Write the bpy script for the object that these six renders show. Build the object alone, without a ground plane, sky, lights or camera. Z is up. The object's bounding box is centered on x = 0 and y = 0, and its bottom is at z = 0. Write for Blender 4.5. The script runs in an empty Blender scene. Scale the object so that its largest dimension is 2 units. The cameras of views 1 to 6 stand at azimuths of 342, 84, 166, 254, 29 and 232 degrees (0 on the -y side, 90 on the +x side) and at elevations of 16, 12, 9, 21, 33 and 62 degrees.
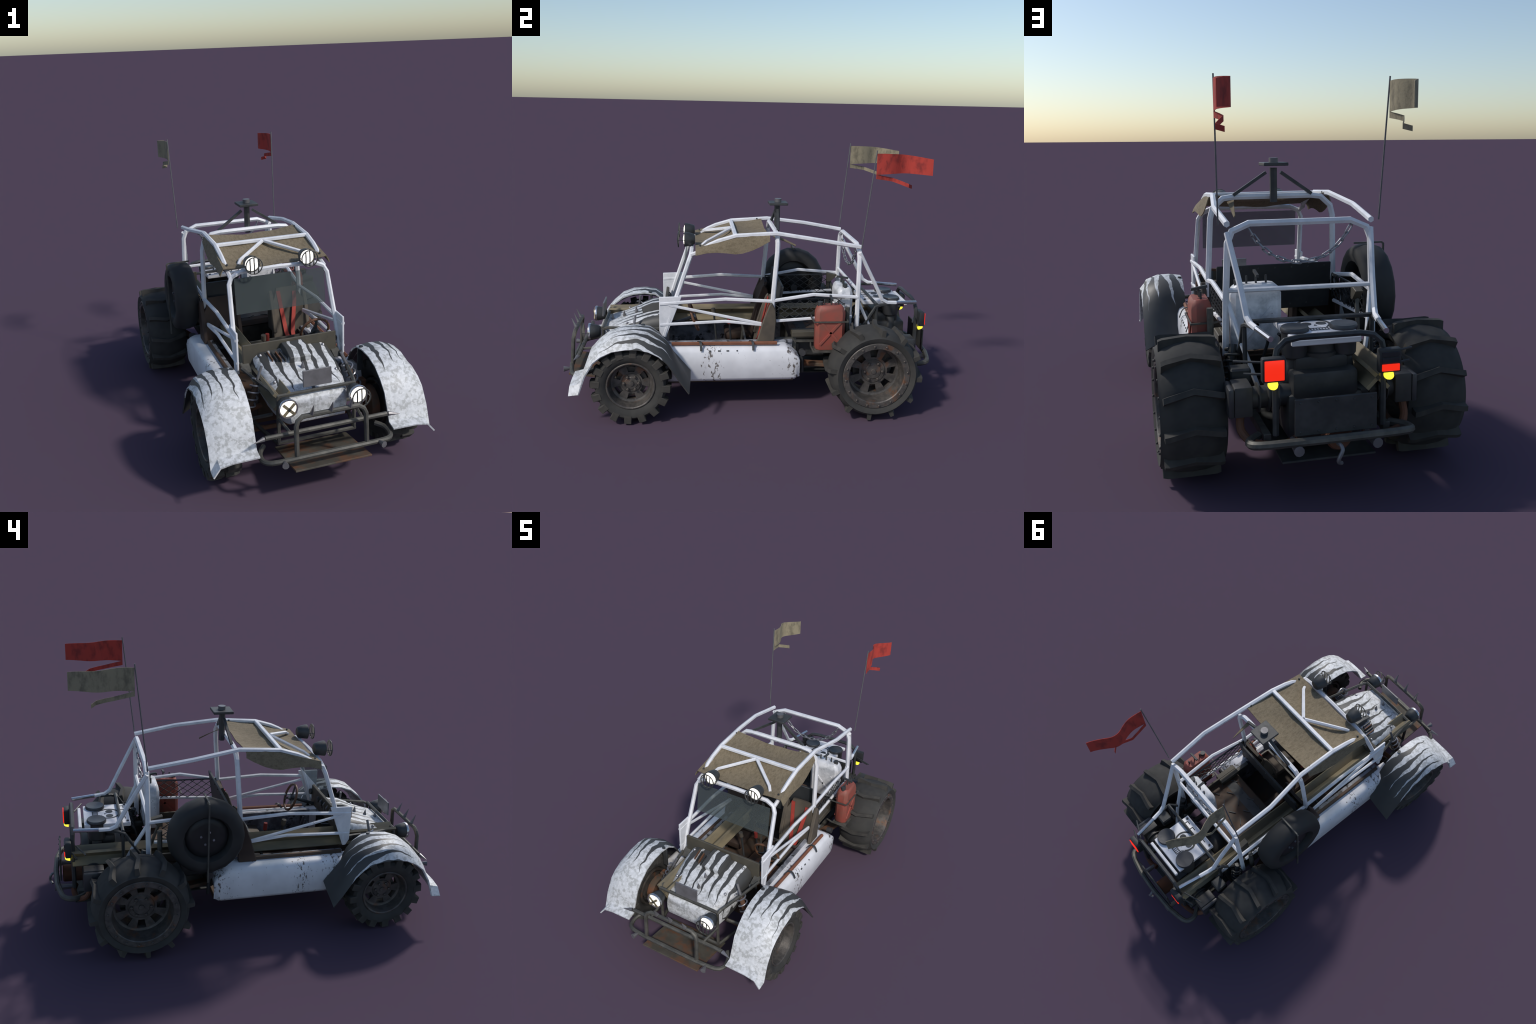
# Post-apocalyptic dune buggy, built part by part (metres, z up, nose towards -y).
import bpy, bmesh, math, random
from mathutils import Vector, Matrix, Quaternion
random.seed(7)
V = Vector

# ------------------------------------------------------------------ geometry
class Geo:
    """Collects polygons; every method adds one simple solid."""
    def __init__(s): s.v = []; s.f = []
    def add(s, vs, fs):
        o = len(s.v); s.v += [tuple(p) for p in vs]; s.f += [tuple(i + o for i in f) for f in fs]; return s
    def ring_loft(s, rings, cap=True, closed=False):
        n = len(rings[0]); vs = [p for r in rings for p in r]; fs = []
        m = len(rings)
        for i in range(m if closed else m - 1):
            a = i * n; b = ((i + 1) % m) * n
            for j in range(n):
                k = (j + 1) % n; fs.append((a + j, a + k, b + k, b + j))
        if cap and not closed:
            fs.append(tuple(range(n))[::-1]); fs.append(tuple((m - 1) * n + j for j in range(n)))
        return s.add(vs, fs)
    def tube(s, pts, r, n=6, closed=False, twist=0.0, cap=True):
        P = [V(p) for p in pts]; m = len(P)
        R = r if isinstance(r, (list, tuple)) else [r] * m
        T = []
        for i in range(m):
            if closed: t = (P[(i + 1) % m] - P[i]).normalized() + (P[i] - P[i - 1]).normalized()
            elif i == 0: t = P[1] - P[0]
            elif i == m - 1: t = P[-1] - P[-2]
            else: t = (P[i + 1] - P[i]).normalized() + (P[i] - P[i - 1]).normalized()
            T.append(t.normalized())
        up = V((0, 0, 1)) if abs(T[0].z) < 0.9 else V((0, 1, 0))
        u = T[0].cross(up).normalized(); rings = []
        for i in range(m):
            if i: u = T[i - 1].rotation_difference(T[i]) @ u
            u = (u - T[i] * u.dot(T[i])).normalized(); w = T[i].cross(u)
            k = 1.0
            if 0 < i < m - 1:
                c = (P[i] - P[i - 1]).normalized().dot(T[i]); k = 1 / max(c, 0.6)
            ring = []
            for j in range(n):
                a = 2 * math.pi * (j + 0.5) / n + twist
                ring.append(P[i] + (u * math.cos(a) + w * math.sin(a)) * R[i] * (1 + (k - 1) * 0.5))
            rings.append(ring)
        return s.ring_loft(rings, cap, closed)
    def cyl(s, a, b, r0, r1=None, n=16):
        return s.tube([a, b], [r0, r0 if r1 is None else r1], n)
    def box(s, c, d, rot=None, top=(1, 1)):
        x, y, z = d[0] / 2, d[1] / 2, d[2] / 2
        vs = [V((-x, -y, -z)), V((x, -y, -z)), V((x, y, -z)), V((-x, y, -z)),
              V((-x * top[0], -y * top[1], z)), V((x * top[0], -y * top[1], z)), V((x * top[0], y * top[1], z)), V((-x * top[0], y * top[1], z))]
        if rot is not None:
            from mathutils import Euler
            M = Euler(rot).to_matrix(); vs = [M @ p for p in vs]
        vs = [p + V(c) for p in vs]
        return s.add(vs, [(0, 3, 2, 1), (4, 5, 6, 7), (0, 1, 5, 4), (1, 2, 6, 5), (2, 3, 7, 6), (3, 0, 4, 7)])
    def beam(s, a, b, w, h, up=(0, 0, 1)):
        a = V(a); b = V(b); t = (b - a).normalized(); u = t.cross(V(up)).normalized(); q = u.cross(t)
        rr = [[p + u * i * w / 2 + q * j * h / 2 for i, j in ((-1, -1), (1, -1), (1, 1), (-1, 1))] for p in (a, b)]
        return s.ring_loft(rr)
    def prism(s, poly, axis, lo, hi):
        """Extrudes a polygon given in the two other axes along x, y or z."""
        def mk(p, t):
            return {'x': (t, p[0], p[1]), 'y': (p[0], t, p[1]), 'z': (p[0], p[1], t)}[axis]
        return s.ring_loft([[mk(p, lo) for p in poly], [mk(p, hi) for p in poly]])
    def lathe(s, prof, c, axis='x', n=40, closed=False):
        """Revolves (radius, height) profile points about an axis through c."""
        rings = []
        c = V(c)
        for r, h in prof:
            ring = []
            for j in range(n):
                a = 2 * math.pi * j / n; p, q = r * math.cos(a), r * math.sin(a)
                ring.append(c + V({'x': (h, p, q), 'y': (q, h, p), 'z': (p, q, h)}[axis]))
            rings.append(ring)
        return s.ring_loft(rings, True, closed)
    def sheet(s, rows, thick):
        """Grid of points made into a sheet of even thickness."""
        m, n = len(rows), len(rows[0])
        P = [[V(p) for p in r] for r in rows]
        N = []
        for i in range(m):
            nr = []
            for j in range(n):
                a = P[min(i + 1, m - 1)][j] - P[max(i - 1, 0)][j]
                b = P[i][min(j + 1, n - 1)] - P[i][max(j - 1, 0)]
                q = a.cross(b); nr.append(q.normalized() if q.length > 1e-9 else V((0, 0, 1)))
            N.append(nr)
        vs = [P[i][j] + N[i][j] * thick / 2 for i in range(m) for j in range(n)]
        vs += [P[i][j] - N[i][j] * thick / 2 for i in range(m) for j in range(n)]
        K = m * n; fs = []
        for i in range(m - 1):
            for j in range(n - 1):
                a = i * n + j; q = (a, a + 1, a + n + 1, a + n)
                fs.append(q[::-1]); fs.append(tuple(x + K for x in q))
        for i in range(m - 1):
            for j in (0, n - 1):
                a = i * n + j; q = (a, a + n, a + n + K, a + K); fs.append(q if j else q[::-1])
        for j in range(n - 1):
            for i in (0, m - 1):
                a = i * n + j; q = (a, a + 1, a + 1 + K, a + K); fs.append(q[::-1] if i else q)
        return s.add(vs, fs)
    def mirror(s):
        n = len(s.v); s.v += [(-x, y, z) for x, y, z in s.v[:n]]
        s.f += [tuple(i + n for i in f)[::-1] for f in s.f[:]]; return s
    def mesh(s, name, mat, smooth=35, bevel=0.0, segs=1):
        me = bpy.data.meshes.new(name); me.from_pydata(s.v, [], s.f); me.update()
        bm = bmesh.new(); bm.from_mesh(me)
        bmesh.ops.recalc_face_normals(bm, faces=bm.faces)
        if bevel:
            es = [e for e in bm.edges if len(e.link_faces) == 2 and e.calc_face_angle(0) > math.radians(35)]
            bmesh.ops.bevel(bm, geom=es, offset=bevel, segments=segs, affect='EDGES', profile=0.5, clamp_overlap=True)
        bm.to_mesh(me); bm.free()
        me.materials.append(mat)
        if smooth:
            for p in me.polygons: p.use_smooth = True
            me.set_sharp_from_angle(angle=math.radians(smooth))
        return me
    def obj(s, name, mat, parent, smooth=35, bevel=0.0, segs=1):
        return place(name, s.mesh(name, mat, smooth, bevel, segs), parent)

def place(name, me, parent, loc=(0, 0, 0), rot=(0, 0, 0), scale=(1, 1, 1)):
    o = bpy.data.objects.new(name, me); bpy.context.scene.collection.objects.link(o)
    o.location = loc; o.rotation_euler = rot; o.scale = scale
    o.parent = parent; return o
def empty(name, parent=None, loc=(0, 0, 0)):
    return place(name, None, parent, loc)
def sx(p, s): return (p[0] * s, p[1], p[2])
def mir(pts, s): return [sx(p, s) for p in pts]
def both(): return (1, -1)
def lerp(a, b, t): return a + (b - a) * t
def curve(pts, per=6):
    """Catmull-Rom through control points."""
    P = [V(p) for p in pts]; out = []
    for i in range(len(P) - 1):
        a = P[max(i - 1, 0)]; b = P[i]; c = P[i + 1]; d = P[min(i + 2, len(P) - 1)]
        for k in range(per):
            t = k / per
            out.append(0.5 * ((2 * b) + (c - a) * t + (2 * a - 5 * b + 4 * c - d) * t * t + (3 * b - a - 3 * c + d) * t ** 3))
    out.append(P[-1]); return out

# ------------------------------------------------------------------ materials
class Mat:
    """Small node-graph builder around a Principled BSDF."""
    def __init__(s, name, rough=0.6, metal=0.0):
        s.m = bpy.data.materials.new(name); s.m.use_nodes = True
        s.nt = s.m.node_tree; s.b = s.nt.nodes['Principled BSDF']
        s.b.inputs['Roughness'].default_value = rough; s.b.inputs['Metallic'].default_value = metal
        s.co = s.nt.nodes.new('ShaderNodeTexCoord').outputs['Object']; s._xyz = None
    def n(s, t, **kw):
        x = s.nt.nodes.new(t)
        for k, v in kw.items(): setattr(x, k, v)
        return x
    def link(s, a, b): s.nt.links.new(a, b)
    def put(s, sock, v):
        if hasattr(v, 'links') or isinstance(v, bpy.types.NodeSocket): s.link(v, sock)
        else: sock.default_value = v
    def xyz(s):
        if not s._xyz:
            q = s.n('ShaderNodeSeparateXYZ'); s.link(s.co, q.inputs[0]); s._xyz = q.outputs
        return s._xyz
    def math(s, op, a, b=0.0, c=None, clamp=False):
        q = s.n('ShaderNodeMath', operation=op, use_clamp=clamp); s.put(q.inputs[0], a); s.put(q.inputs[1], b)
        if c is not None: s.put(q.inputs[2], c)
        return q.outputs[0]
    def ramp(s, v, a, b, lo=0.0, hi=1.0, smooth=True):
        q = s.n('ShaderNodeMapRange', clamp=True); q.interpolation_type = 'SMOOTHSTEP' if smooth else 'LINEAR'
        s.put(q.inputs[0], v)
        for i, t in enumerate((a, b, lo, hi)): s.put(q.inputs[i + 1], t)
        return q.outputs[0]
    def noise(s, scale, detail=3.0, rough=0.55, stretch=None, off=0.0, dist=0.0):
        mp = s.n('ShaderNodeMapping'); s.link(s.co, mp.inputs[0])
        mp.inputs['Location'].default_value = (off, off * 1.7, off * 0.6)
        if stretch: mp.inputs['Scale'].default_value = stretch
        q = s.n('ShaderNodeTexNoise'); s.link(mp.outputs[0], q.inputs['Vector'])
        q.inputs['Scale'].default_value = scale; q.inputs['Detail'].default_value = detail
        q.inputs['Roughness'].default_value = rough; q.inputs['Distortion'].default_value = dist
        return q.outputs[0]
    def mix(s, f, a, b):
        q = s.n('ShaderNodeMix', data_type='RGBA'); s.put(q.inputs[0], f)
        s.put(q.inputs[6], (*a, 1) if isinstance(a, tuple) else a); s.put(q.inputs[7], (*b, 1) if isinstance(b, tuple) else b)
        return q.outputs[2]
    def color(s, c): s.put(s.b.inputs['Base Color'], (*c, 1) if isinstance(c, tuple) else c); return s
    def bump(s, h, strength=0.3, dist=0.004):
        q = s.n('ShaderNodeBump'); q.inputs['Strength'].default_value = strength; q.inputs['Distance'].default_value = dist
        s.link(h, q.inputs['Height']); s.link(q.outputs[0], s.b.inputs['Normal']); return s
    def rough(s, v): s.put(s.b.inputs['Roughness'], v); return s

def mottled(name, a, b, scale, rough=0.6, metal=0.0, rust=None, rust_at=0.6, rust_scale=14, lo=0.35, hi=0.65,
            bump=0.15, stretch=None, soft=0.05, fine=0.0, extra=None):
    m = Mat(name, rough, metal)
    c = m.mix(m.ramp(m.noise(scale, 4, 0.6, stretch), lo, hi), a, b)
    if fine: c = m.mix(m.math('MULTIPLY', m.ramp(m.noise(160, 2, 0.6, off=4), 0.45, 0.75), fine), c, tuple(x * 0.45 for x in a))
    if rust:
        f = m.ramp(m.noise(rust_scale, 5, 0.65, off=3.1), rust_at, rust_at + soft)
        c = m.mix(f, c, rust)
    if extra: c = extra(m, c)
    m.color(c)
    if bump: m.bump(m.noise(scale * 5, 4, 0.6, off=1.2), bump)
    return m.m

RUST = (0.17, 0.062, 0.024)
M = {}
M['white'] = mottled('white_paint', (0.77, 0.77, 0.79), (0.62, 0.63, 0.66), 16, 0.45, 0, (0.20, 0.16, 0.13), 0.70, 22, 0.35, 0.75, 0.1, soft=0.02)
M['frame'] = mottled('frame_metal', (0.066, 0.064, 0.056), (0.11, 0.105, 0.09), 18, 0.55, 0.25, (0.16, 0.075, 0.035), 0.66, 7, soft=0.12)
M['dark'] = mottled('dark_metal', (0.035, 0.037, 0.038), (0.058, 0.06, 0.06), 14, 0.5, 0.2, (0.085, 0.06, 0.045), 0.66, 10, soft=0.15)
M['black'] = mottled('black_board', (0.016, 0.018, 0.02), (0.026, 0.028, 0.03), 12, 0.6, 0)
M['rubber'] = mottled('tyre_rubber', (0.030, 0.029, 0.027), (0.043, 0.041, 0.037), 14, 0.85, 0, bump=0.1)
M['lug'] = mottled('lug_rubber', (0.036, 0.034, 0.030), (0.055, 0.050, 0.043), 18, 0.85, 0, bump=0.1)
M['spare'] = mottled('spare_rubber', (0.018, 0.018, 0.018), (0.026, 0.025, 0.024), 9, 0.7, 0, bump=0.05)
M['rim'] = mottled('rim_metal', (0.062, 0.057, 0.053), (0.112, 0.100, 0.090), 30, 0.5, 0.3, (0.160, 0.076, 0.040), 0.535, 12, soft=0.16, bump=0.3)
M['rim_black'] = mottled('spare_rim_metal', (0.018, 0.018, 0.019), (0.026, 0.026, 0.027), 16, 0.45, 0.2)
M['rust'] = mottled('rusty_metal', (0.16, 0.062, 0.028), (0.085, 0.06, 0.04), 13, 0.8, 0.1, (0.055, 0.055, 0.045), 0.55, 9, soft=0.12, bump=0.3)
M['rustpipe'] = mottled('rusty_pipe', (0.15, 0.055, 0.026), (0.10, 0.045, 0.025), 20, 0.75, 0.1, bump=0.2)
M['rail'] = mottled('rust_rail', (0.215, 0.082, 0.042), (0.17, 0.064, 0.034), 20, 0.7, 0.0, bump=0.1)
M['tarp'] = mottled('khaki_tarp', (0.225, 0.18, 0.115), (0.165, 0.130, 0.080), 60, 0.9, 0, lo=0.4, hi=0.7, bump=0.5, fine=0.5, stretch=(1.4, 0.6, 1))
M['khaki'] = mottled('khaki_metal', (0.25, 0.205, 0.125), (0.155, 0.132, 0.088), 9, 0.6, 0.1, (0.10, 0.075, 0.05), 0.68, 16, stretch=(2, 0.4, 2), soft=0.1)
M['board'] = mottled('dash_board', (0.085, 0.075, 0.055), (0.065, 0.058, 0.045), 12, 0.6, 0.1)
M['skid'] = mottled('skid_plate_metal', (0.105, 0.095, 0.075), (0.075, 0.066, 0.052), 14, 0.7, 0.2, (0.17, 0.075, 0.038), 0.46, 9, soft=0.20, bump=0.25)
M['red'] = mottled('red_paint', (0.32, 0.068, 0.048), (0.22, 0.078, 0.056), 16, 0.6, 0, (0.16, 0.075, 0.052), 0.60, 12, soft=0.15, lo=0.3, hi=0.7, bump=0.1)
M['belt'] = mottled('red_belt', (0.42, 0.048, 0.032), (0.33, 0.04, 0.028), 30, 0.7)
M['redflag'] = mottled('red_cloth', (0.42, 0.045, 0.032), (0.22, 0.026, 0.022), 22, 0.9, 0, lo=0.42, hi=0.70, stretch=(1, 1.5, 0.8), bump=0.2)
M['tanflag'] = mottled('tan_cloth', (0.29, 0.25, 0.165), (0.15, 0.13, 0.09), 22, 0.9, 0, lo=0.42, hi=0.72, stretch=(1, 1.5, 0.8), bump=0.2)
M['seat'] = mottled('seat_cover', (0.105, 0.085, 0.062), (0.075, 0.062, 0.048), 12, 0.75)
M['seatdark'] = mottled('brown_seat', (0.052, 0.030, 0.020), (0.035, 0.021, 0.015), 12, 0.7)
M['wood'] = mottled('brown_wood', (0.155, 0.07, 0.035), (0.095, 0.045, 0.025), 30, 0.5)
M['floor'] = mottled('floor_metal', (0.06, 0.045, 0.035), (0.09, 0.05, 0.03), 10, 0.75, 0.1, (0.12, 0.055, 0.028), 0.6, 6, soft=0.2)
M['steel'] = mottled('bare_steel', (0.33, 0.33, 0.35), (0.22, 0.22, 0.24), 20, 0.38, 0.6)
M['plate'] = mottled('plate_steel', (0.20, 0.195, 0.205), (0.14, 0.135, 0.14), 9, 0.4, 0.35)
M['pole'] = mottled('pole_metal', (0.15, 0.15, 0.155), (0.12, 0.12, 0.125), 20, 0.5, 0.3, bump=0)
M['chrome'] = mottled('chrome_tube', (0.62, 0.63, 0.65), (0.5, 0.5, 0.52), 20, 0.22, 0.9, bump=0)
M['engine'] = mottled('engine_casting', (0.045, 0.044, 0.043), (0.062, 0.060, 0.057), 14, 0.55, 0.3, (0.075, 0.05, 0.035), 0.64, 8, soft=0.2)
M['filter'] = mottled('filter_metal', (0.052, 0.053, 0.056), (0.07, 0.07, 0.072), 10, 0.4, 0.4)

def worn_white(name, chip_at, where, grime=0.0):
    """White enamel with flaked-off patches where the mask says so."""
    m = Mat(name, 0.38)
    c = m.mix(m.ramp(m.noise(9, 3, 0.5), 0.3, 0.75), (0.78, 0.78, 0.80), (0.66, 0.66, 0.68))
    if grime: c = m.mix(m.math('MULTIPLY', m.ramp(m.noise(13, 5, 0.65, off=6.4), 0.42, 0.68), grime), c, (0.33, 0.35, 0.37))
    n1 = m.noise(52, 5, 0.7, stretch=(1, 1.2, 0.7), off=2.2)
    f = m.ramp(m.math('ADD', n1, where(m)), chip_at, chip_at + 0.025)
    m.color(m.mix(f, c, m.mix(m.noise(30), (0.11, 0.092, 0.08), (0.19, 0.17, 0.155)))); m.bump(m.noise(40, 3), 0.08)
    return m.m
def tank_mask(m):
    x, y, z = m.xyz()
    def blob(c, w): return m.ramp(m.math('ABSOLUTE', m.math('SUBTRACT', y, c)), 0.0, w, 1.0, 0.0)
    b = m.math('MAXIMUM', blob(-0.235, 0.085), blob(0.205, 0.12))
    b = m.math('MAXIMUM', b, m.math('MULTIPLY', blob(-0.40, 0.12), m.ramp(x, 0.0, -0.1)))
    return m.math('MULTIPLY', b, 0.125)
M['tank'] = worn_white('tank_enamel', 0.665, tank_mask)
M['can'] = worn_white('can_enamel', 0.69, lambda m: m.ramp(m.noise(7, 3, off=2), 0.40, 0.62, -0.08, 0.06), 0.75)
M['sill'] = mottled('stained_white', (0.30, 0.31, 0.34), (0.10, 0.10, 0.11), 14, 0.6, 0, (0.03, 0.03, 0.032), 0.56, 18, soft=0.06)
M['cover'] = worn_white('cover_enamel', 0.69, lambda m: m.math('MULTIPLY', m.ramp(m.xyz()[2], 0.2, 0.3), 0.02))

def zebra(name, kind):
    """Blotchy white enamel with dark brush stripes that taper towards the nose."""
    m = Mat(name, 0.5); x, y, z = m.xyz()
    n1 = m.ramp(m.noise(34, 3, 0.5), 0.44, 0.56); n2 = m.ramp(m.noise(70, 3, 0.55, off=5), 0.46, 0.58)
    base = m.mix(n1, (0.42, 0.425, 0.42), (0.59, 0.60, 0.61))
    base = m.mix(m.math('MULTIPLY', n2, 0.6), base, (0.73, 0.735, 0.75))
    ax = m.math('ABSOLUTE', x)
    wig = m.math('MULTIPLY', m.math('SUBTRACT', m.noise(7, 2, 0.5, stretch=(0.7, 1.0, 0.7), off=1.3), 0.5), 0.060)
    wig2 = m.math('MULTIPLY', m.math('SUBTRACT', m.noise(26, 2, 0.5, stretch=(0.5, 1.0, 0.5), off=8.3), 0.5), 0.012)
    wig = m.math('ADD', wig, wig2)
    if kind == 'fender':
        dy = m.math('ADD', y, 0.636); dz = m.math('SUBTRACT', z, 0.2)
        R = m.math('SQRT', m.math('ADD', m.math('MULTIPLY', dy, dy), m.math('MULTIPLY', dz, dz)))
        p = m.math('SUBTRACT', ax, m.math('MULTIPLY', m.math('SUBTRACT', R, 0.27), 0.75))
        period, w0, w1, wlo, whi = 0.056, -0.795, -0.40, -0.07, 1.06
        grow = m.math('ADD', y, m.math('MULTIPLY', m.math('SUBTRACT', m.noise(9, 2, off=6), 0.5), 0.16))
        grow = m.math('ADD', grow, m.math('MULTIPLY', m.math('SUBTRACT', 0.45, z), 0.22))
    else:
        p = x; period, w0, w1, wlo, whi = 0.054, -0.785, -0.49, -0.04, 0.78
        grow = m.math('ADD', y, m.math('MULTIPLY', m.math('SUBTRACT', m.noise(9, 2, off=6), 0.5), 0.10))
    p = m.math('DIVIDE', m.math('ADD', p, wig), period)
    t = m.math('MULTIPLY', m.math('ABSOLUTE', m.math('SUBTRACT', m.math('FRACT', m.math('ADD', p, 40.22)), 0.5)), 2.0)
    w = m.ramp(grow, w0, w1, wlo, whi, smooth=False)
    f = m.ramp(m.math('SUBTRACT', w, t), -0.02, 0.06)
    dark = m.mix(m.noise(24, 3), (0.044, 0.044, 0.043), (0.064, 0.063, 0.060))
    c = m.mix(f, base, dark)
    chip = m.ramp(m.noise(19, 5, 0.7, off=9.5), 0.70, 0.73)
    m.color(m.mix(m.math('MULTIPLY', chip, 0.8), c, (0.16, 0.13, 0.11))); m.bump(m.noise(36, 3), 0.12)
    return m.m
M['zfender'] = zebra('zebra_fender_paint', 'fender'); M['zhood'] = zebra('zebra_hood_paint', 'hood')

def glow(name, c, power):
    m = Mat(name, 0.3); m.color(c); m.b.inputs['Emission Color'].default_value = (*c, 1)
    m.b.inputs['Emission Strength'].default_value = power; return m.m
M['lamp'] = glow('lamp_lens', (1.0, 0.93, 0.80), 2.2)
M['red_lens'] = glow('red_lens', (0.80, 0.022, 0.006), 1.0)
M['yellow_lens'] = glow('yellow_lens', (1.0, 0.83, 0.05), 1.3)
M['lens_off'] = mottled('unlit_lens', (0.02, 0.022, 0.026), (0.028, 0.03, 0.034), 20, 0.3)
def tinted():
    m = Mat('tinted_glass', 0.12); m.color((0.20, 0.235, 0.235))
    t = m.n('ShaderNodeBsdfTransparent'); t.inputs[0].default_value = (0.64, 0.67, 0.67, 1)
    q = m.n('ShaderNodeMixShader'); q.inputs[0].default_value = 0.22
    m.link(t.outputs[0], q.inputs[1]); m.link(m.b.outputs[0], q.inputs[2])
    out = [n for n in m.nt.nodes if n.type == 'OUTPUT_MATERIAL'][0]; m.link(q.outputs[0], out.inputs[0])
    return m.m
M['glass'] = tinted()

root = empty('dune_buggy')
root['label'] = 'white tube-frame dune buggy with zebra fenders and flags'
root['category'] = 'off-road car'

# ------------------------------------------------------------------ roll cage
def build_cage():
    cage = Geo()
    A = [(0.262, -0.480, 0.383), (0.256, -0.425, 0.56), (0.246, -0.352, 0.775), (0.230, -0.340, 0.806), (0.188, -0.336, 0.824), (0.0, -0.337, 0.829)]
    cage.tube(mir(A, 1) + mir(A[:-1], -1)[::-1], 0.0115)
    B = [(0.267, 0.078, 0.502), (0.266, 0.082, 0.60), (0.257, 0.1, 0.825), (0.246, 0.102, 0.868), (0.205, 0.102, 0.905), (0.16, 0.102, 0.911)]
    cage.tube(mir(B, 1) + mir(B, -1)[::-1], 0.0125)
    R = [(0.275, 0.527, 0.385), (0.270, 0.528, 0.60), (0.262, 0.53, 0.785), (0.246, 0.53, 0.826), (0.185, 0.53, 0.852)]
    cage.tube(mir(R, 1) + mir(R, -1)[::-1], 0.0125)
    cage = cage.obj('roll_cage', M['white'], root, smooth=20)
    g = Geo()
    for s in both():
        g.tube(mir([(0.263, 0.533, 0.851), (0.272, 0.315, 0.888), (0.244, 0.095, 0.918), (0.240, -0.112, 0.905), (0.240, -0.20, 0.879), (0.239, -0.245, 0.859), (0.237, -0.28, 0.838)], s), 0.0115)
        g.tube(mir([(0.236, -0.27, 0.830), (0.236, -0.343, 0.806)], s), 0.0105)
    g.obj('roof_rail', M['white'], cage, smooth=20)
    g = Geo()
    g.beam((-0.237, -0.115, 0.904), (0.237, -0.115, 0.904), 0.020, 0.018)
    g.obj('roof_bar', M['white'], cage, smooth=20, bevel=0.003)
    for s in both():
        Geo().tube(mir([(0.004, -0.128, 0.903), (0.160, -0.262, 0.861), (0.178, -0.285, 0.845)], s), [0.010, 0.009, 0.008]).obj('roof_brace', M['white'], cage, smooth=20)
        Geo().tube(mir([(0.264, -0.500, 0.556), (0.266, -0.165, 0.579), (0.267, 0.072, 0.566)], s), 0.0095).obj('side_bar', M['white'], cage, smooth=20)
        Geo().tube(mir([(0.264, -0.455, 0.549), (0.268, 0.022, 0.446)], s), 0.008).obj('side_bar', M['white'], cage, smooth=20)
        Geo().tube(mir([(0.264, -0.50, 0.445), (0.265, -0.165, 0.460), (0.267, 0.022, 0.440)], s), 0.0085).obj('side_bar', M['white'], cage, smooth=20)
        Geo().tube(mir([(0.267, 0.066, 0.566), (0.281, 0.290, 0.604), (0.275, 0.527, 0.586)], s), 0.0095).obj('side_bar', M['white'], cage, smooth=20)
        Geo().tube(mir([(0.266, 0.10, 0.459), (0.267, 0.30, 0.472), (0.269, 0.50, 0.480)], s), 0.0085).obj('side_bar', M['white'], cage, smooth=20)
        Geo().tube(mir([(0.263, 0.530, 0.822), (0.238, 0.618, 0.66), (0.226, 0.672, 0.556), (0.219, 0.70, 0.540), (0.210, 0.752, 0.536)], s), 0.0105).obj('rear_rail', M['white'], cage, smooth=20)
        Geo().tube(mir([(0.2098, 0.753, 0.536), (0.190, 0.869, 0.531)], s), 0.0095, 8).obj('rail_tip', M['chrome'], cage, smooth=20)
        Geo().tube(mir([(0.266, 0.52, 0.585), (0.225, 0.60, 0.43), (0.185, 0.655, 0.30)], s), 0.009).obj('rear_strut', M['white'], cage, smooth=20)
        gu = Geo().prism([(-0.503, 0.592), (-0.388, 0.595), (-0.470, 0.378), (-0.486, 0.380), (-0.503, 0.41)], 'x', 0.258 * s, 0.268 * s)
        gu.obj('gusset_plate', M['white'], cage, smooth=20, bevel=0.002)
    Geo().tube([(-0.262, 0.53, 0.614), (0.262, 0.53, 0.618)], 0.009).obj('cross_bar', M['white'], cage, smooth=20)
build_cage()

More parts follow.
